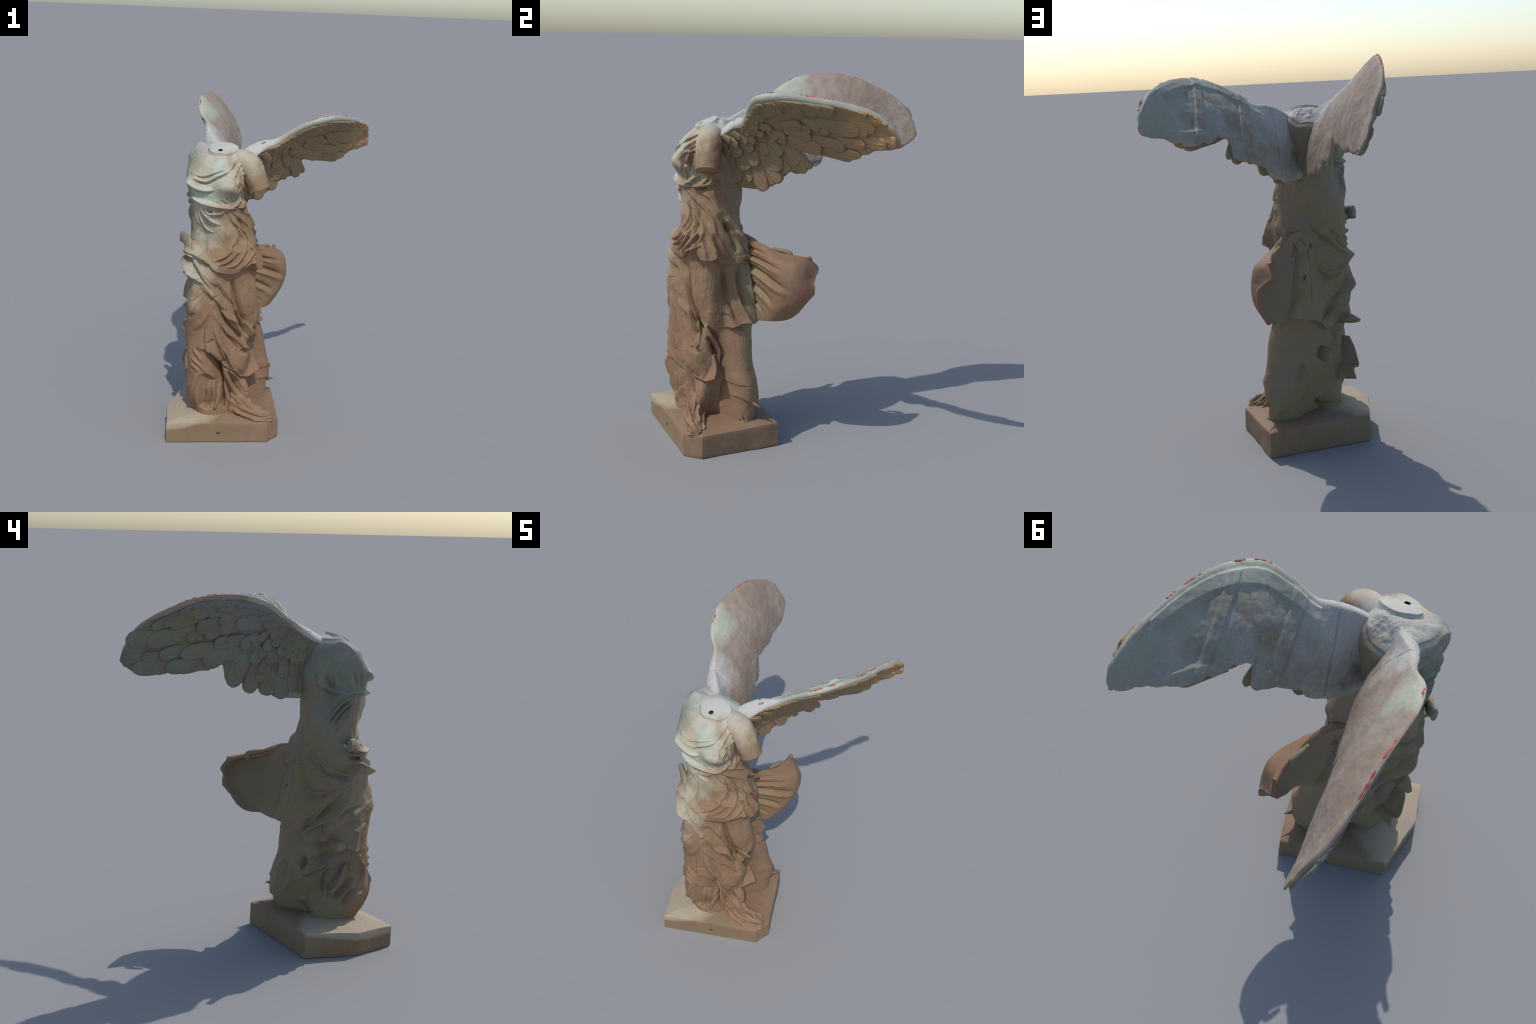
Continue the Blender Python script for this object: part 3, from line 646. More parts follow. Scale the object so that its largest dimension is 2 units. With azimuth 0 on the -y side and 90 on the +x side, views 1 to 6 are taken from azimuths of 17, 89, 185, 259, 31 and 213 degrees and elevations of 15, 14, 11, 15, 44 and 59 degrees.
RIGHT = [((-.22, -.36, 1.74), (-.12, -.28, 1.40), 0.01), ((-.28, -.29, 1.772), (-.145, -.20, 1.395), 0.015), ((-.325, -.235, 1.797), (-.165, -.12, 1.405), 0.03), ((-.385, -.11, 1.868), (-.20, -.005, 1.432), 0.045), ((-.44, -.055, 1.906), (-.225, .07, 1.455), 0.05),
         ((-.478, .02, 1.958), (-.255, .15, 1.495), 0.048), ((-.508, .13, 1.992), (-.29, .25, 1.54), 0.042), ((-.515, .26, 2.0), (-.33, .36, 1.572), 0.035),
         ((-.52, .395, 1.982), (-.36, .47, 1.577), 0.025), ((-.522, .508, 1.942), (-.385, .57, 1.582), 0.012), ((-.515, .61, 1.892), (-.405, .66, 1.592), 0), ((-.498, .69, 1.828), (-.425, .735, 1.63), 0), ((-.465, .742, 1.74), (-.44, .762, 1.665), 0)]
RIGHT_EDGE = [(-.15, -.19, 1.455), (-.165, -.147, 1.468), (-.17, -.103, 1.427), (-.18, -.07, 1.44), (-.20, -.017, 1.448), (-.205, .01, 1.465), (-.21, .03, 1.487), (-.22, .068, 1.466), (-.24, .105, 1.483),
              (-.246, .12, 1.52), (-.268, .195, 1.508), (-.28, .216, 1.543), (-.292, .233, 1.615), (-.311, .28, 1.605), (-.335, .358, 1.59), (-.355, .436, 1.58),
              (-.37, .505, 1.59), (-.385, .563, 1.586), (-.40, .637, 1.598), (-.423, .734, 1.632), (-.44, .764, 1.672)]
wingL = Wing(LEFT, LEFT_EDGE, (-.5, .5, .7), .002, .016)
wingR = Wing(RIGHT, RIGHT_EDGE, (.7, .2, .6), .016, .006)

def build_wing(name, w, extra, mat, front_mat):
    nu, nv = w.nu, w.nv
    # stretch v so that the blade ends on the scalloped edge; dense near the leading edge
    s = np.linspace(0, 1, nv) ** 1.3
    Vv = s[None] * w.vedge[:, None]; Uu = np.repeat(np.linspace(0, 1, nu)[:, None], nv, 1)
    S = w.at(w.mid, Uu, Vv); N = w.at(w.N, Uu, Vv)
    chord = np.linalg.norm(w.mid[:, -1] - w.mid[:, 0], axis=1)[:, None]
    dl = Vv * chord                                          # distance from the leading edge
    nose = .005 * np.exp(-(dl / .05) ** 2)
    th = np.sqrt(np.clip(1 - (1 - np.minimum(dl / .022, 1)) ** 2, 0, 1))
    de = (w.vedge[:, None] - Vv) * chord
    th = th * (.35 + .65 * np.clip(de / .008, 0, 1) ** .5)
    th = th * (.4 + .6 * smooth(0, .03, 1 - Uu))
    rough = fnoise(S * 24, 3) * .0025
    fr = th * (w.at(w.tf[..., None], Uu, Vv)[..., 0] + nose)
    back = th * (w.at(w.tb[..., None], Uu, Vv)[..., 0] + nose) + rough * np.clip(dl / .02, 0, 1)
    if extra is not None: back = back + extra(Uu, Vv, dl, S)
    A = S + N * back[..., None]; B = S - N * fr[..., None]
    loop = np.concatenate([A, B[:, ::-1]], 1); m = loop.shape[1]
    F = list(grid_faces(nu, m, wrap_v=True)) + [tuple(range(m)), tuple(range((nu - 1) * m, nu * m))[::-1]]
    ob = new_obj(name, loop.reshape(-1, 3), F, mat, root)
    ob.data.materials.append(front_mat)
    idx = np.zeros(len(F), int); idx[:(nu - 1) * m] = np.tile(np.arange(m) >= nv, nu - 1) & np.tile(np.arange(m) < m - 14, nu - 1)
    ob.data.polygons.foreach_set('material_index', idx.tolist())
    bm = bmesh.new(); bm.from_mesh(ob.data); bmesh.ops.recalc_face_normals(bm, faces=bm.faces[:]); bm.to_mesh(ob.data); bm.free()
    return ob
def straps(U, V, dl, S):
    """Repair straps and sunk panels on the back of the left wing."""
    h = np.zeros_like(U)
    def band(x, c, w, e): return smooth(-e, e, w / 2 - np.abs(x - c))
    h += .009 * band(U, .60 + .10 * (V - .5), .045, .004) * (V > .08) * (V < .86)
    h += .008 * band(U, .34 + .08 * (V - .5), .05, .004) * (V > .05) * (V < .86)
    h += .008 * band(V, .13, .12, .008) * (U > .22) * (U < .86)
    h += .006 * band(V, .82, .09, .006) * (U > .10) * (U < .86)
    h += -.010 * smooth(.63, .645, U) * smooth(.86, .80, U) * smooth(.22, .26, V) * smooth(.78, .72, V)
    h += -.008 * np.exp(-((U - .155) / .004) ** 2)
    return h
def seam(U, V, dl, S):
    return -.006 * np.exp(-((U - .17 - .03 * (V - .5)) / .003) ** 2) + .003 * fnoise(S * np.array([30, 12, 12]), 2) * .5
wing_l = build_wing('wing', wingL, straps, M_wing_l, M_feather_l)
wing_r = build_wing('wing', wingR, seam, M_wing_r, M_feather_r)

# Feathers lie on the hollow (front) face. Each runs from a base to a tip given
# in wing coordinates (u, v), with its width in metres and its layer in the pile.
FEATHERS_L, FEATHERS_R = [], []
def feather(group, base, tip, width, layer):
    k = 1 - .45 * max(0, (base[0] + tip[0]) / 2 - .82) / .18
    group.append((base, (min(tip[0], .985), tip[1]), width * k, layer))
feather(FEATHERS_L, (0.890, 0.679), (1.000, 0.743), 0.095, 0)
feather(FEATHERS_L, (0.799, 0.706), (0.918, 0.771), 0.078, 1)
feather(FEATHERS_L, (0.903, 0.303), (0.994, 0.018), 0.086, 0)
feather(FEATHERS_L, (0.897, 0.073), (0.959, 0.028), 0.068, 1)
feather(FEATHERS_L, (0.843, 0.083), (0.918, 0.073), 0.068, 2)
feather(FEATHERS_L, (0.815, 0.394), (0.906, 0.450), 0.064, 1)
feather(FEATHERS_L, (0.799, 0.477), (0.859, 0.541), 0.060, 2)
feather(FEATHERS_L, (0.658, 0.431), (0.831, 0.505), 0.087, 3)
feather(FEATHERS_L, (0.702, 0.706), (0.818, 0.734), 0.060, 2)
feather(FEATHERS_L, (0.564, 0.679), (0.708, 0.780), 0.070, 3)
feather(FEATHERS_L, (0.571, 0.844), (0.765, 0.890), 0.056, 1)
feather(FEATHERS_L, (0.420, 0.615), (0.571, 0.826), 0.090, 3)
feather(FEATHERS_L, (0.561, 0.862), (0.708, 0.936), 0.052, 0)
feather(FEATHERS_L, (0.652, 0.404), (0.658, 0.596), 0.061, 4)
feather(FEATHERS_L, (0.602, 0.404), (0.636, 0.532), 0.056, 5)
feather(FEATHERS_L, (0.461, 0.523), (0.561, 0.651), 0.066, 4)
feather(FEATHERS_L, (0.542, 0.477), (0.589, 0.550), 0.042, 5)
feather(FEATHERS_L, (0.467, 0.431), (0.564, 0.468), 0.061, 5)
feather(FEATHERS_L, (0.361, 0.422), (0.426, 0.587), 0.082, 5)
feather(FEATHERS_L, (0.367, 0.376), (0.376, 0.505), 0.058, 6)
feather(FEATHERS_L, (0.150, 0.624), (0.144, 0.972), 0.087, 1)
feather(FEATHERS_L, (0.216, 0.550), (0.238, 0.945), 0.081, 1)
feather(FEATHERS_L, (0.395, 0.670), (0.408, 1.000), 0.074, 1)
feather(FEATHERS_L, (0.417, 0.761), (0.451, 1.000), 0.039, 0)
feather(FEATHERS_L, (0.251, 0.486), (0.276, 0.817), 0.090, 2)
feather(FEATHERS_L, (0.266, 0.486), (0.292, 0.771), 0.075, 3)
feather(FEATHERS_L, (0.376, 0.642), (0.398, 0.881), 0.064, 2)
feather(FEATHERS_L, (0.172, 0.431), (0.150, 0.624), 0.071, 2)
feather(FEATHERS_L, (0.320, 0.486), (0.342, 0.679), 0.059, 4)
feather(FEATHERS_L, (0.260, 0.422), (0.245, 0.541), 0.060, 4)
feather(FEATHERS_L, (0.313, 0.743), (0.323, 0.890), 0.045, 0)
feather(FEATHERS_L, (0.097, 0.670), (0.085, 0.826), 0.056, 1)
feather(FEATHERS_L, (0.019, 0.596), (0.016, 0.853), 0.093, 0)
feather(FEATHERS_L, (0.100, 0.459), (0.091, 0.651), 0.097, 1)
feather(FEATHERS_L, (0.166, 0.257), (0.185, 0.431), 0.060, 5)
feather(FEATHERS_L, (0.088, 0.275), (0.103, 0.440), 0.066, 4)
feather(FEATHERS_L, (0.028, 0.202), (0.044, 0.367), 0.056, 3)
feather(FEATHERS_L, (0.009, 0.367), (0.044, 0.532), 0.067, 2)
feather(FEATHERS_L, (0.210, 0.202), (0.229, 0.339), 0.055, 6)
feather(FEATHERS_L, (0.160, 0.174), (0.191, 0.303), 0.055, 6)
feather(FEATHERS_L, (0.088, 0.165), (0.119, 0.303), 0.055, 5)
feather(FEATHERS_L, (0.285, 0.229), (0.310, 0.367), 0.049, 6)
feather(FEATHERS_L, (0.288, 0.138), (0.313, 0.257), 0.044, 6)
feather(FEATHERS_L, (0.216, 0.092), (0.238, 0.202), 0.044, 6)
feather(FEATHERS_L, (0.138, 0.110), (0.169, 0.211), 0.045, 6)
feather(FEATHERS_L, (0.069, 0.092), (0.100, 0.193), 0.045, 6)
feather(FEATHERS_L, (0.342, 0.220), (0.354, 0.330), 0.044, 6)
feather(FEATHERS_L, (0.323, 0.119), (0.342, 0.220), 0.039, 6)
feather(FEATHERS_L, (0.361, 0.294), (0.379, 0.394), 0.044, 6)
feather(FEATHERS_L, (0.028, 0.119), (0.056, 0.248), 0.046, 5)
feather(FEATHERS_L, (0.213, 0.018), (0.232, 0.110), 0.039, 6)
feather(FEATHERS_R, (0.887, 0.651), (1.000, 0.752), 0.093, 0)
feather(FEATHERS_R, (0.781, 0.862), (0.934, 0.844), 0.094, 1)
feather(FEATHERS_R, (0.605, 0.853), (0.787, 0.862), 0.085, 1)
feather(FEATHERS_R, (0.439, 0.624), (0.614, 0.826), 0.096, 1)
feather(FEATHERS_R, (0.878, 0.321), (0.981, 0.165), 0.097, 0)
feather(FEATHERS_R, (0.837, 0.339), (0.944, 0.321), 0.087, 1)
feather(FEATHERS_R, (0.683, 0.459), (0.900, 0.385), 0.102, 2)
feather(FEATHERS_R, (0.787, 0.725), (0.903, 0.633), 0.069, 1)
feather(FEATHERS_R, (0.696, 0.661), (0.828, 0.679), 0.074, 2)
feather(FEATHERS_R, (0.530, 0.642), (0.730, 0.716), 0.090, 3)
feather(FEATHERS_R, (0.859, 0.073), (0.953, 0.028), 0.063, 1)
feather(FEATHERS_R, (0.774, 0.156), (0.887, 0.174), 0.053, 2)
feather(FEATHERS_R, (0.724, 0.165), (0.843, 0.202), 0.044, 3)
feather(FEATHERS_R, (0.687, 0.266), (0.809, 0.266), 0.058, 3)
feather(FEATHERS_R, (0.652, 0.440), (0.708, 0.532), 0.059, 3)
feather(FEATHERS_R, (0.646, 0.450), (0.665, 0.550), 0.045, 3)
feather(FEATHERS_R, (0.561, 0.422), (0.636, 0.514), 0.075, 4)
feather(FEATHERS_R, (0.592, 0.339), (0.680, 0.413), 0.084, 4)
feather(FEATHERS_R, (0.480, 0.330), (0.577, 0.450), 0.080, 4)
feather(FEATHERS_R, (0.517, 0.229), (0.592, 0.330), 0.064, 4)
feather(FEATHERS_R, (0.414, 0.275), (0.520, 0.330), 0.090, 5)
feather(FEATHERS_R, (0.467, 0.514), (0.583, 0.606), 0.075, 4)
feather(FEATHERS_R, (0.464, 0.477), (0.533, 0.541), 0.040, 5)
feather(FEATHERS_R, (0.420, 0.624), (0.436, 1.000), 0.099, 0)
feather(FEATHERS_R, (0.342, 0.706), (0.339, 0.982), 0.089, 1)
feather(FEATHERS_R, (0.251, 0.688), (0.245, 0.954), 0.101, 1)
feather(FEATHERS_R, (0.191, 0.642), (0.157, 0.954), 0.088, 1)
feather(FEATHERS_R, (0.157, 0.459), (0.113, 0.826), 0.059, 1)
feather(FEATHERS_R, (0.408, 0.642), (0.420, 0.862), 0.083, 2)
feather(FEATHERS_R, (0.273, 0.596), (0.295, 0.835), 0.095, 2)
feather(FEATHERS_R, (0.282, 0.550), (0.295, 0.743), 0.079, 3)
feather(FEATHERS_R, (0.207, 0.468), (0.182, 0.688), 0.069, 2)
feather(FEATHERS_R, (0.207, 0.450), (0.188, 0.651), 0.061, 3)
feather(FEATHERS_R, (0.345, 0.505), (0.364, 0.679), 0.078, 3)
feather(FEATHERS_R, (0.160, 0.422), (0.125, 0.642), 0.053, 2)
feather(FEATHERS_R, (0.288, 0.440), (0.266, 0.596), 0.068, 4)
feather(FEATHERS_R, (0.248, 0.422), (0.238, 0.541), 0.047, 4)
feather(FEATHERS_R, (0.398, 0.413), (0.455, 0.569), 0.076, 5)
feather(FEATHERS_R, (0.323, 0.459), (0.335, 0.578), 0.052, 4)
feather(FEATHERS_R, (0.370, 0.376), (0.401, 0.505), 0.051, 6)
feather(FEATHERS_R, (0.317, 0.339), (0.320, 0.477), 0.057, 5)
feather(FEATHERS_R, (0.351, 0.303), (0.379, 0.431), 0.046, 6)
feather(FEATHERS_R, (0.273, 0.248), (0.292, 0.385), 0.057, 6)
feather(FEATHERS_R, (0.238, 0.303), (0.232, 0.450), 0.057, 5)
feather(FEATHERS_R, (0.207, 0.303), (0.194, 0.431), 0.052, 5)
feather(FEATHERS_R, (0.169, 0.303), (0.154, 0.459), 0.058, 5)
feather(FEATHERS_R, (0.295, 0.174), (0.323, 0.312), 0.056, 6)
feather(FEATHERS_R, (0.238, 0.193), (0.241, 0.330), 0.052, 6)
feather(FEATHERS_R, (0.201, 0.183), (0.204, 0.330), 0.052, 6)
feather(FEATHERS_R, (0.172, 0.156), (0.163, 0.312), 0.052, 6)
feather(FEATHERS_R, (0.263, 0.092), (0.288, 0.239), 0.051, 6)
feather(FEATHERS_R, (0.223, 0.083), (0.229, 0.239), 0.052, 6)
feather(FEATHERS_R, (0.185, 0.064), (0.194, 0.229), 0.052, 6)
feather(FEATHERS_R, (0.160, 0.083), (0.157, 0.229), 0.047, 6)
feather(FEATHERS_R, (0.141, 0.248), (0.135, 0.385), 0.047, 5)
frng = np.random.RandomState(5)
def leading_coverts(group, rows):
    """Small overlapping feathers along the rolled leading edge, pointing to the tip."""
    for v0, n, wd, ln in rows:
        for k in range(n):
            u = .16 + .56 * (k + frng.uniform(-.25, .25)) / n
            v = v0 + frng.uniform(-.012, .012)
            feather(group, (u, v), (u + ln * frng.uniform(.85, 1.15), v + .025 + frng.uniform(-.01, .02)), wd * frng.uniform(.85, 1.2), 3)
leading_coverts(FEATHERS_R, [(.075, 12, .040, .11), (.14, 11, .042, .12), (.20, 8, .042, .12)])
leading_coverts(FEATHERS_L, [(.075, 12, .040, .11), (.14, 11, .042, .12), (.20, 8, .042, .12)])

def build_feather(w, base, tip, width, layer, parent, mat):
    na, nc = 26, 13
    a = np.linspace(0, 1, na) ** .85; c = np.linspace(-1, 1, nc)
    A, Cc = np.meshgrid(a, c, indexing='ij')
    base = (base[0] + .22 * (base[0] - tip[0]), max(.06, base[1] + .22 * (base[1] - tip[1])))
    bend = frng.uniform(-.01, .01)
    U = base[0] + (tip[0] - base[0]) * a; V = base[1] + (tip[1] - base[1]) * a + bend * np.sin(np.pi * a)
    P = w.at(w.front, U, V); N = -w.at(w.N, U, V)
    t = np.gradient(P, axis=0); t /= np.linalg.norm(t, axis=1)[:, None] + 1e-9
    side = np.cross(N, t); side /= np.linalg.norm(side, axis=1)[:, None] + 1e-9
    shape = np.where(a < .72, .72 + .28 * np.sin(np.pi / 2 * a / .72), np.sqrt(np.clip(1 - np.maximum((a - .72) / .28, 0) ** 2.3, 0, 1)))
    shape = np.maximum(shape, .03)
    ii = np.clip((np.clip(U, 0, 1) * (w.nu - 1)).astype(int), 0, w.nu - 1)
    chv = w.mid[ii, -1] - w.mid[ii, 0]; chl = np.linalg.norm(chv, axis=1)
    toward = -np.einsum('ij,ij->i', side, chv / chl[:, None])                 # +1 where side points to the leading edge
    room = np.maximum((V - .05) * chl, .004)
    half = shape[:, None] * Cc * width / 2
    lead_side = half * toward[:, None] > 0
    half = np.where(lead_side, np.sign(half) * np.minimum(np.abs(half), room[:, None]), half)
    off = side[:, None] * half[..., None]
    under = -.002 - .007 * smooth(.12, .35, V)
    lift = .0018 * layer + (-.002 + .0135 * a)
    rib = .0038 * np.exp(-(c / .10) ** 2) * (1 - .5 * a[:, None]) - .0014 * np.exp(-((np.abs(c) - .22) / .10) ** 2)
    barb = .0011 * np.sin((a[:, None] * 26 + np.abs(c) * 9 + frng.uniform(0, 6)))
    crown = .0025 * (1 - Cc ** 2)
    edge = np.clip((1 - np.abs(Cc)) / .12, 0, 1) ** .5 * np.clip((1 - A) / .04, 0, 1) ** .5
    top = lift[:, None] + (crown + rib + barb) * edge - .004 * (1 - edge)
    G = P[:, None] + off
    T = G + N[:, None] * top[..., None]; B = G + N[:, None] * (under[:, None] + 0 * top)[..., None]
    loop = np.concatenate([T, B[:, ::-1]], 1); m = loop.shape[1]
    F = list(grid_faces(na, m, wrap_v=True))
    for r, fl in ((0, False), (na - 1, True)):
        o = r * m
        for j in range(nc - 1):
            q = (o + j, o + j + 1, o + m - 2 - j, o + m - 1 - j); F.append(q[::-1] if fl else q)
    ob = new_obj('feather', loop.reshape(-1, 3), F, mat, parent)
    bm = bmesh.new(); bm.from_mesh(ob.data); bmesh.ops.recalc_face_normals(bm, faces=bm.faces[:]); bm.to_mesh(ob.data); bm.free()
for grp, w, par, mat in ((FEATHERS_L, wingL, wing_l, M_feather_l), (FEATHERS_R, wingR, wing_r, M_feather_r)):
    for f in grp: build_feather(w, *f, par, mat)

# ----------------------------------------------------------- billowing mantle
def bicubic(ctrl, nu, nv):
    c = np.array(ctrl, float); g = np.linspace(0, 1, c.shape[0]); h = np.linspace(0, 1, c.shape[1])
    a = cubic(g, c, np.linspace(0, 1, nu))
    return np.moveaxis(cubic(h, np.moveaxis(a, 1, 0), np.linspace(0, 1, nv)), 0, 1)
def shell(name, S, thick, mat, parent, inner=None, inner_mat=None):
    du = np.gradient(S, axis=0); dv = np.gradient(S, axis=1)
    n = np.cross(du, dv); n /= np.linalg.norm(n, axis=-1)[..., None] + 1e-12
    t = np.asarray(thick)[..., None] if np.ndim(thick) else thick
    A, B = (S + n * t / 2, S - n * t / 2) if inner is None else (S, inner)
    nu, nv = S.shape[:2]
    loop = np.concatenate([A, B[:, ::-1]], 1); m = loop.shape[1]
    F = list(grid_faces(nu, m, wrap_v=True))
    for r, fl in ((0, False), (nu - 1, True)):
        o = r * m
        for j in range(nv - 1):
            q = (o + j, o + j + 1, o + m - 2 - j, o + m - 1 - j)
            F.append(q[::-1] if fl else q)
    ob = new_obj(name, loop.reshape(-1, 3), F, mat, parent)
    if inner_mat:
        ob.data.materials.append(inner_mat)
        idx = np.zeros(len(F), int); idx[:(nu - 1) * m] = np.tile((np.arange(m) >= nv) & (np.arange(m) < m - 1), nu - 1)
        ob.data.polygons.foreach_set('material_index', idx.tolist())
    bm = bmesh.new(); bm.from_mesh(ob.data); bmesh.ops.recalc_face_normals(bm, faces=bm.faces[:]); bm.to_mesh(ob.data); bm.free()
    return ob
def build_billow():
    ctrl = [[(-.12, -.24, 1.16), (-.03, -.15, 1.135), (.01, -.04, 1.080), (.02, .05, 1.062), (.025, .135, 1.060)],
            [(-.12, -.24, 1.05), (.01, -.13, 1.05), (.085, -.03, 1.03), (.095, .08, 1.02), (.015, .168, 1.00)],
            [(-.12, -.23, .93), (.01, -.125, .93), (.105, -.03, .92), (.118, .08, .915), (.08, .165, .92)],
            [(-.12, -.22, .80), (.0, -.12, .81), (.085, -.04, .82), (.105, .05, .83), (.08, .14, .845)],
            [(-.11, -.20, .69), (.0, -.12, .70), (.045, -.06, .712), (.052, .02, .724), (.06, .074, .757)]]
    n = 180
    S = bicubic(ctrl, n, n)
    a, b = np.meshgrid(np.linspace(0, 1, n), np.linspace(0, 1, n), indexing='ij')
    du = np.gradient(S, axis=0); dv = np.gradient(S, axis=1); N = np.cross(du, dv); N /= np.linalg.norm(N, axis=-1)[..., None]
    if N[n // 2, n // 2, 0] < 0: N = -N
    d = np.zeros((n, n))
    # folds fan out from the hip and die away on the swelling cloth: (start a, end a, reach b, width, depth)
    for a0, a1, reach, w, dep in ((.14, .16, .46, .028, .010), (.24, .33, .60, .030, .016), (.35, .57, .70, .042, .020), (.50, .80, .52, .045, .015), (.64, .95, .36, .03, .010)):
        line = a0 + (a1 - a0) * np.clip(b / reach, 0, 1) ** 1.3
        wide = w * (.5 + b)
        d -= dep * np.exp(-((a - line) / wide) ** 2) * smooth(reach, reach * .6, b)
        d += dep * .6 * np.exp(-((a - line - wide * 1.6) / wide) ** 2) * smooth(reach, reach * .5, b)
    grain = fnoise(S * 14, 3) * .003
    rim = .012 * fnoise(np.stack([a * 9, 0 * a, 0 * a], -1), 3)
    slide = (S[:, -1:] - S[:, -12:-11]) * (b ** 8 * rim / .02)[..., None]
    outer = S + N * (d + grain + .010)[..., None] + slide
    inner = S + N * (grain - .013 - .010 * smooth(.8, .3, b))[..., None] + slide
    shell('billowing_mantle', outer, 0, M_mantle, root, inner, M_body)
build_billow()

# ------------------------------------------------------------ left upper arm
def tube(name, path, rad, mat, parent, nseg=64, n=60, cap=True, squash=None):
    p = catmull(path, n); r = np.interp(np.linspace(0, 1, n), np.linspace(0, 1, len(rad)), rad)
    t = np.gradient(p, axis=0); t /= np.linalg.norm(t, axis=1)[:, None]
    ref = np.array([0, 1., 0.15]); a = np.cross(t, ref); a /= np.linalg.norm(a, axis=1)[:, None]; b = np.cross(t, a)
    ph = np.linspace(0, 2 * np.pi, nseg, endpoint=False)
    sq = squash or (1, 1)
    V = p[:, None] + r[:, None, None] * (np.cos(ph)[None, :, None] * a[:, None] * sq[0] + np.sin(ph)[None, :, None] * b[:, None] * sq[1])
    V = V + (fnoise(V * 30, 2) * .002)[..., None]
    F = list(grid_faces(n, nseg, wrap_v=True))
    if cap: F += [tuple(range(nseg))[::-1], tuple(range((n - 1) * nseg, n * nseg))]
    ob = new_obj(name, V.reshape(-1, 3), F, mat, parent)
    bm = bmesh.new(); bm.from_mesh(ob.data); bmesh.ops.recalc_face_normals(bm, faces=bm.faces[:]); bm.to_mesh(ob.data); bm.free()
    return ob
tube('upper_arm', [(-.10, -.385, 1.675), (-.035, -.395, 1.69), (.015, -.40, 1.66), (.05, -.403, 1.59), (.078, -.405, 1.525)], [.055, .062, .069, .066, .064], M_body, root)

# ---------------------------------------------------------------- neck socket
def build_neck():
    c = np.array([-.146, -.424, 1.757]); n = np.array([.107, -.42, 1.]); n /= np.linalg.norm(n)
    ax = np.array([1, .10, 0]); ax -= n * (ax @ n); ax /= np.linalg.norm(ax); ay = np.cross(n, ax)
    m = 90; ph = np.linspace(0, 2 * np.pi, m, endpoint=False)
    rad = 1 + .05 * np.sin(2 * ph + .5) + .03 * np.sin(5 * ph)
    rows = []
    # rim, flat break, then the round dowel hole set forward of the middle
    for s, dz in ((1.45, -.06), (1.16, -.03), (1.04, -.016), (1.0, -.006), (.985, 0), (.7, .001)):
        rows.append(c + ax * (np.cos(ph) * s * rad * .084)[:, None] + ay * (np.sin(ph) * s * rad * .067)[:, None] + n * dz)
    o = c + ax * -.012 + ay * -.030
    for r, dz in ((.016, .001), (.0125, 0), (.012, -.004), (.011, -.012), (.0005, -.013)):
        rows.append(o + ax * (np.cos(ph) * r)[:, None] + ay * (np.sin(ph) * r)[:, None] + n * (dz + .001))
    V = np.vstack(rows); V = V + (fnoise(V * 40, 2) * .0012)[:, None]
    F = list(grid_faces(len(rows), m, wrap_v=True))
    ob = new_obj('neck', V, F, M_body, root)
    ob.data.materials.append(M_hole_shade)
    for p in ob.data.polygons:
        if p.index >= 7 * m: p.material_index = 1   # inside of the shallow hole, its shade painted black
    ob.data.set_sharp_from_angle(angle=math.radians(40))
build_neck()

# ------------------------------------------------- loose ends of the drapery
def flare(name, root_path, rim_path, thick=.016, bulge=.012, n=50, m=26):
    a = catmull(root_path, n); b = catmull(rim_path, n)
    t = np.linspace(0, 1, m)[None, :, None]
    S = a[:, None] * (1 - t) + b[:, None] * t
    du = np.gradient(S, axis=0); dv = np.gradient(S, axis=1); N = np.cross(du, dv); N /= np.linalg.norm(N, axis=-1)[..., None] + 1e-9
    wave = np.sin(np.linspace(0, 3 * np.pi, n))[:, None] * .006
    S = S + N * ((bulge * np.sin(np.pi * t[..., 0]) + wave * t[..., 0]) + fnoise(S * 25, 2) * .003)[..., None]
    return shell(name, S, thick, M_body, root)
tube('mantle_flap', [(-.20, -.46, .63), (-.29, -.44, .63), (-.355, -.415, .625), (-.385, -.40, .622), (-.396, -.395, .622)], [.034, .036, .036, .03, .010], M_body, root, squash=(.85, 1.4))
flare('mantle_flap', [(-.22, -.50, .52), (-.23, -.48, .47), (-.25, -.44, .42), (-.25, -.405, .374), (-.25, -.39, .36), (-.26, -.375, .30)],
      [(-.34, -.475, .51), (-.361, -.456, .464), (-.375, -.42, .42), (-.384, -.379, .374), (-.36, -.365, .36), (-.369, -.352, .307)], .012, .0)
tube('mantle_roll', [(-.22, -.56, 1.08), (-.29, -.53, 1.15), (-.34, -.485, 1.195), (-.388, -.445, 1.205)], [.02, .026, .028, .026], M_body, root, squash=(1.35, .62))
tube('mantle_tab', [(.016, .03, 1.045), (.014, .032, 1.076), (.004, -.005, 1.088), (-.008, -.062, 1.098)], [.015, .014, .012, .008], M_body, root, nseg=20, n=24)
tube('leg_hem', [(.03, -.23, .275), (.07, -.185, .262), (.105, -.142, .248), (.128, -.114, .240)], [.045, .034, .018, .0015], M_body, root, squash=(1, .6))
flare('cascade_hem', [(-.03, -.50, .50), (.0, -.45, .48), (.03, -.41, .49), (.06, -.37, .52)], [(-.005, -.525, .435), (.025, -.445, .362), (.065, -.41, .365), (.112, -.366, .395)], .011, .016)

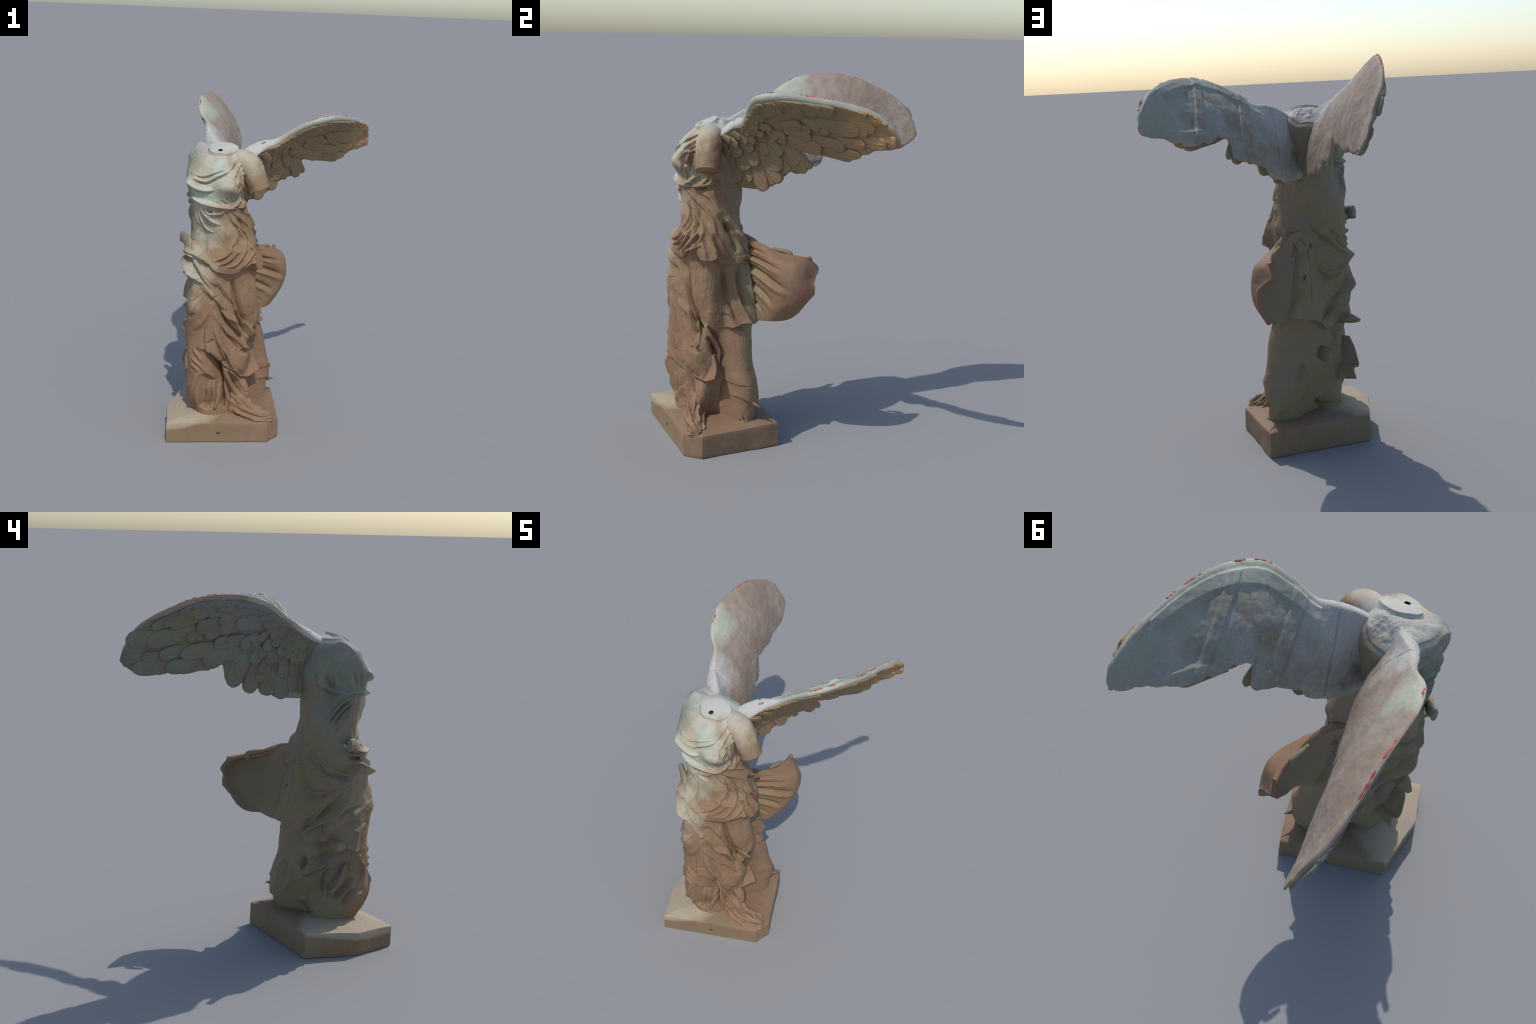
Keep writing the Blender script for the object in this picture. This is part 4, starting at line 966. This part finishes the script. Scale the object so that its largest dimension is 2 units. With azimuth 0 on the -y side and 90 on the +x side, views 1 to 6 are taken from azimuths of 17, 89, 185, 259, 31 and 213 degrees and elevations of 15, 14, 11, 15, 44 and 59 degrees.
def build_trailing_hem():
    """Bunched end of the mantle lying on the plinth at the statue's left foot."""
    n, m = 90, 120
    spine = catmull([(-.02, -.47, .15), (.04, -.475, .15), (.10, -.485, .142), (.16, -.475, .135), (.205, -.455, .13), (.232, -.435, .13)], n)
    half = np.interp(np.linspace(0, 1, n), [0, .25, .5, .75, .9, 1], [.05, .058, .062, .06, .05, .012])
    high = np.interp(np.linspace(0, 1, n), [0, .2, .45, .7, .9, 1], [.16, .10, .065, .05, .04, .012])
    t = np.gradient(spine, axis=0); t /= np.linalg.norm(t, axis=1)[:, None]
    side = np.cross(t, [0, 0, 1.]); side /= np.linalg.norm(side, axis=1)[:, None]
    ph = np.linspace(0, np.pi, m)
    A, PH = np.meshgrid(np.linspace(0, 1, n), ph, indexing='ij')
    ripple = 1 + .10 * np.sin(PH * 9 + A * 3) * smooth(0, .3, A) + .06 * np.sin(PH * 17 - A * 5)
    V = spine[:, None] + side[:, None] * (half[:, None] * np.cos(PH) * ripple)[..., None] + np.array([0, 0, 1.]) * (high[:, None] * np.sin(PH) * ripple)[..., None]
    V = V + (fnoise(V * 35, 3) * .004)[..., None]
    # hollow of the curled end
    c = np.array([.195, -.435, .17]); d = np.linalg.norm(V - c, axis=-1)
    V[..., 2] -= .025 * np.exp(-(d / .022) ** 2)
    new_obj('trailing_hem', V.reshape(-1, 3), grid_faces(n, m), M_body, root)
build_trailing_hem()
def build_foot_cloth():
    """Gathered cloth under the bent left leg."""
    n, m = 40, 80
    z = np.linspace(.13, .26, n); ph = np.linspace(0, 2 * np.pi, m, endpoint=False)
    Z, PH = np.meshgrid(z, ph, indexing='ij')
    r = .062 - .02 * (Z - .13) / .13 + .006 * np.sin(PH * 11 + Z * 60) * smooth(.24, .17, Z)
    c = np.array([.045, -.205])
    V = np.stack([c[0] + r * np.cos(PH), c[1] + r * .8 * np.sin(PH), Z], -1); V = V + (fnoise(V * 30, 3) * .005)[..., None]
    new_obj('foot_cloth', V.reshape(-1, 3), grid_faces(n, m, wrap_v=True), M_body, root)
build_foot_cloth()

# ------------------------------------------------ worn red streaks on the wing crests
M_red = stone('red_underpaint', RED, (.38, .09, .07), (.50, .16, .13), scale=20)
def red_streak(w, u0, u1, off):
    u = np.linspace(u0, u1, 9)
    p = w.at(w.mid, u, np.full(9, .012)) + w.at(w.N, u, np.full(9, .012)) * off
    tube('red_streak', p, [.0005, .005, .003, .006, .004, .005, .0005], M_red, root, nseg=12, n=50)
for w, spans in ((wingL, ((.42, .50, .006), (.52, .56, .006), (.66, .74, .005), (.76, .80, .005))), (wingR, ((.38, .46, .006), (.60, .68, .005), (.70, .80, .005)))):
    for a0, a1, off in spans: red_streak(w, a0, a1, off)

# small dark disc standing in for a bored hole in the plinth front
def build_bore_disc():
    m = 24; ph = np.linspace(0, 2 * np.pi, m, endpoint=False)
    c = np.array([-.051, -.6395, .062]); n = np.array([.384, -.923, 0]); t = np.array([.923, .384, 0])
    rows = [c + t * (np.cos(ph) * r)[:, None] + np.array([0, 0, 1.]) * (np.sin(ph) * r * .55)[:, None] + n * d for r, d in ((.0105, -.004), (.010, .003), (.0002, .0035))]
    new_obj('bore_disc', np.vstack(rows), grid_faces(3, m, wrap_v=True), M_hole_shade, root)
build_bore_disc()
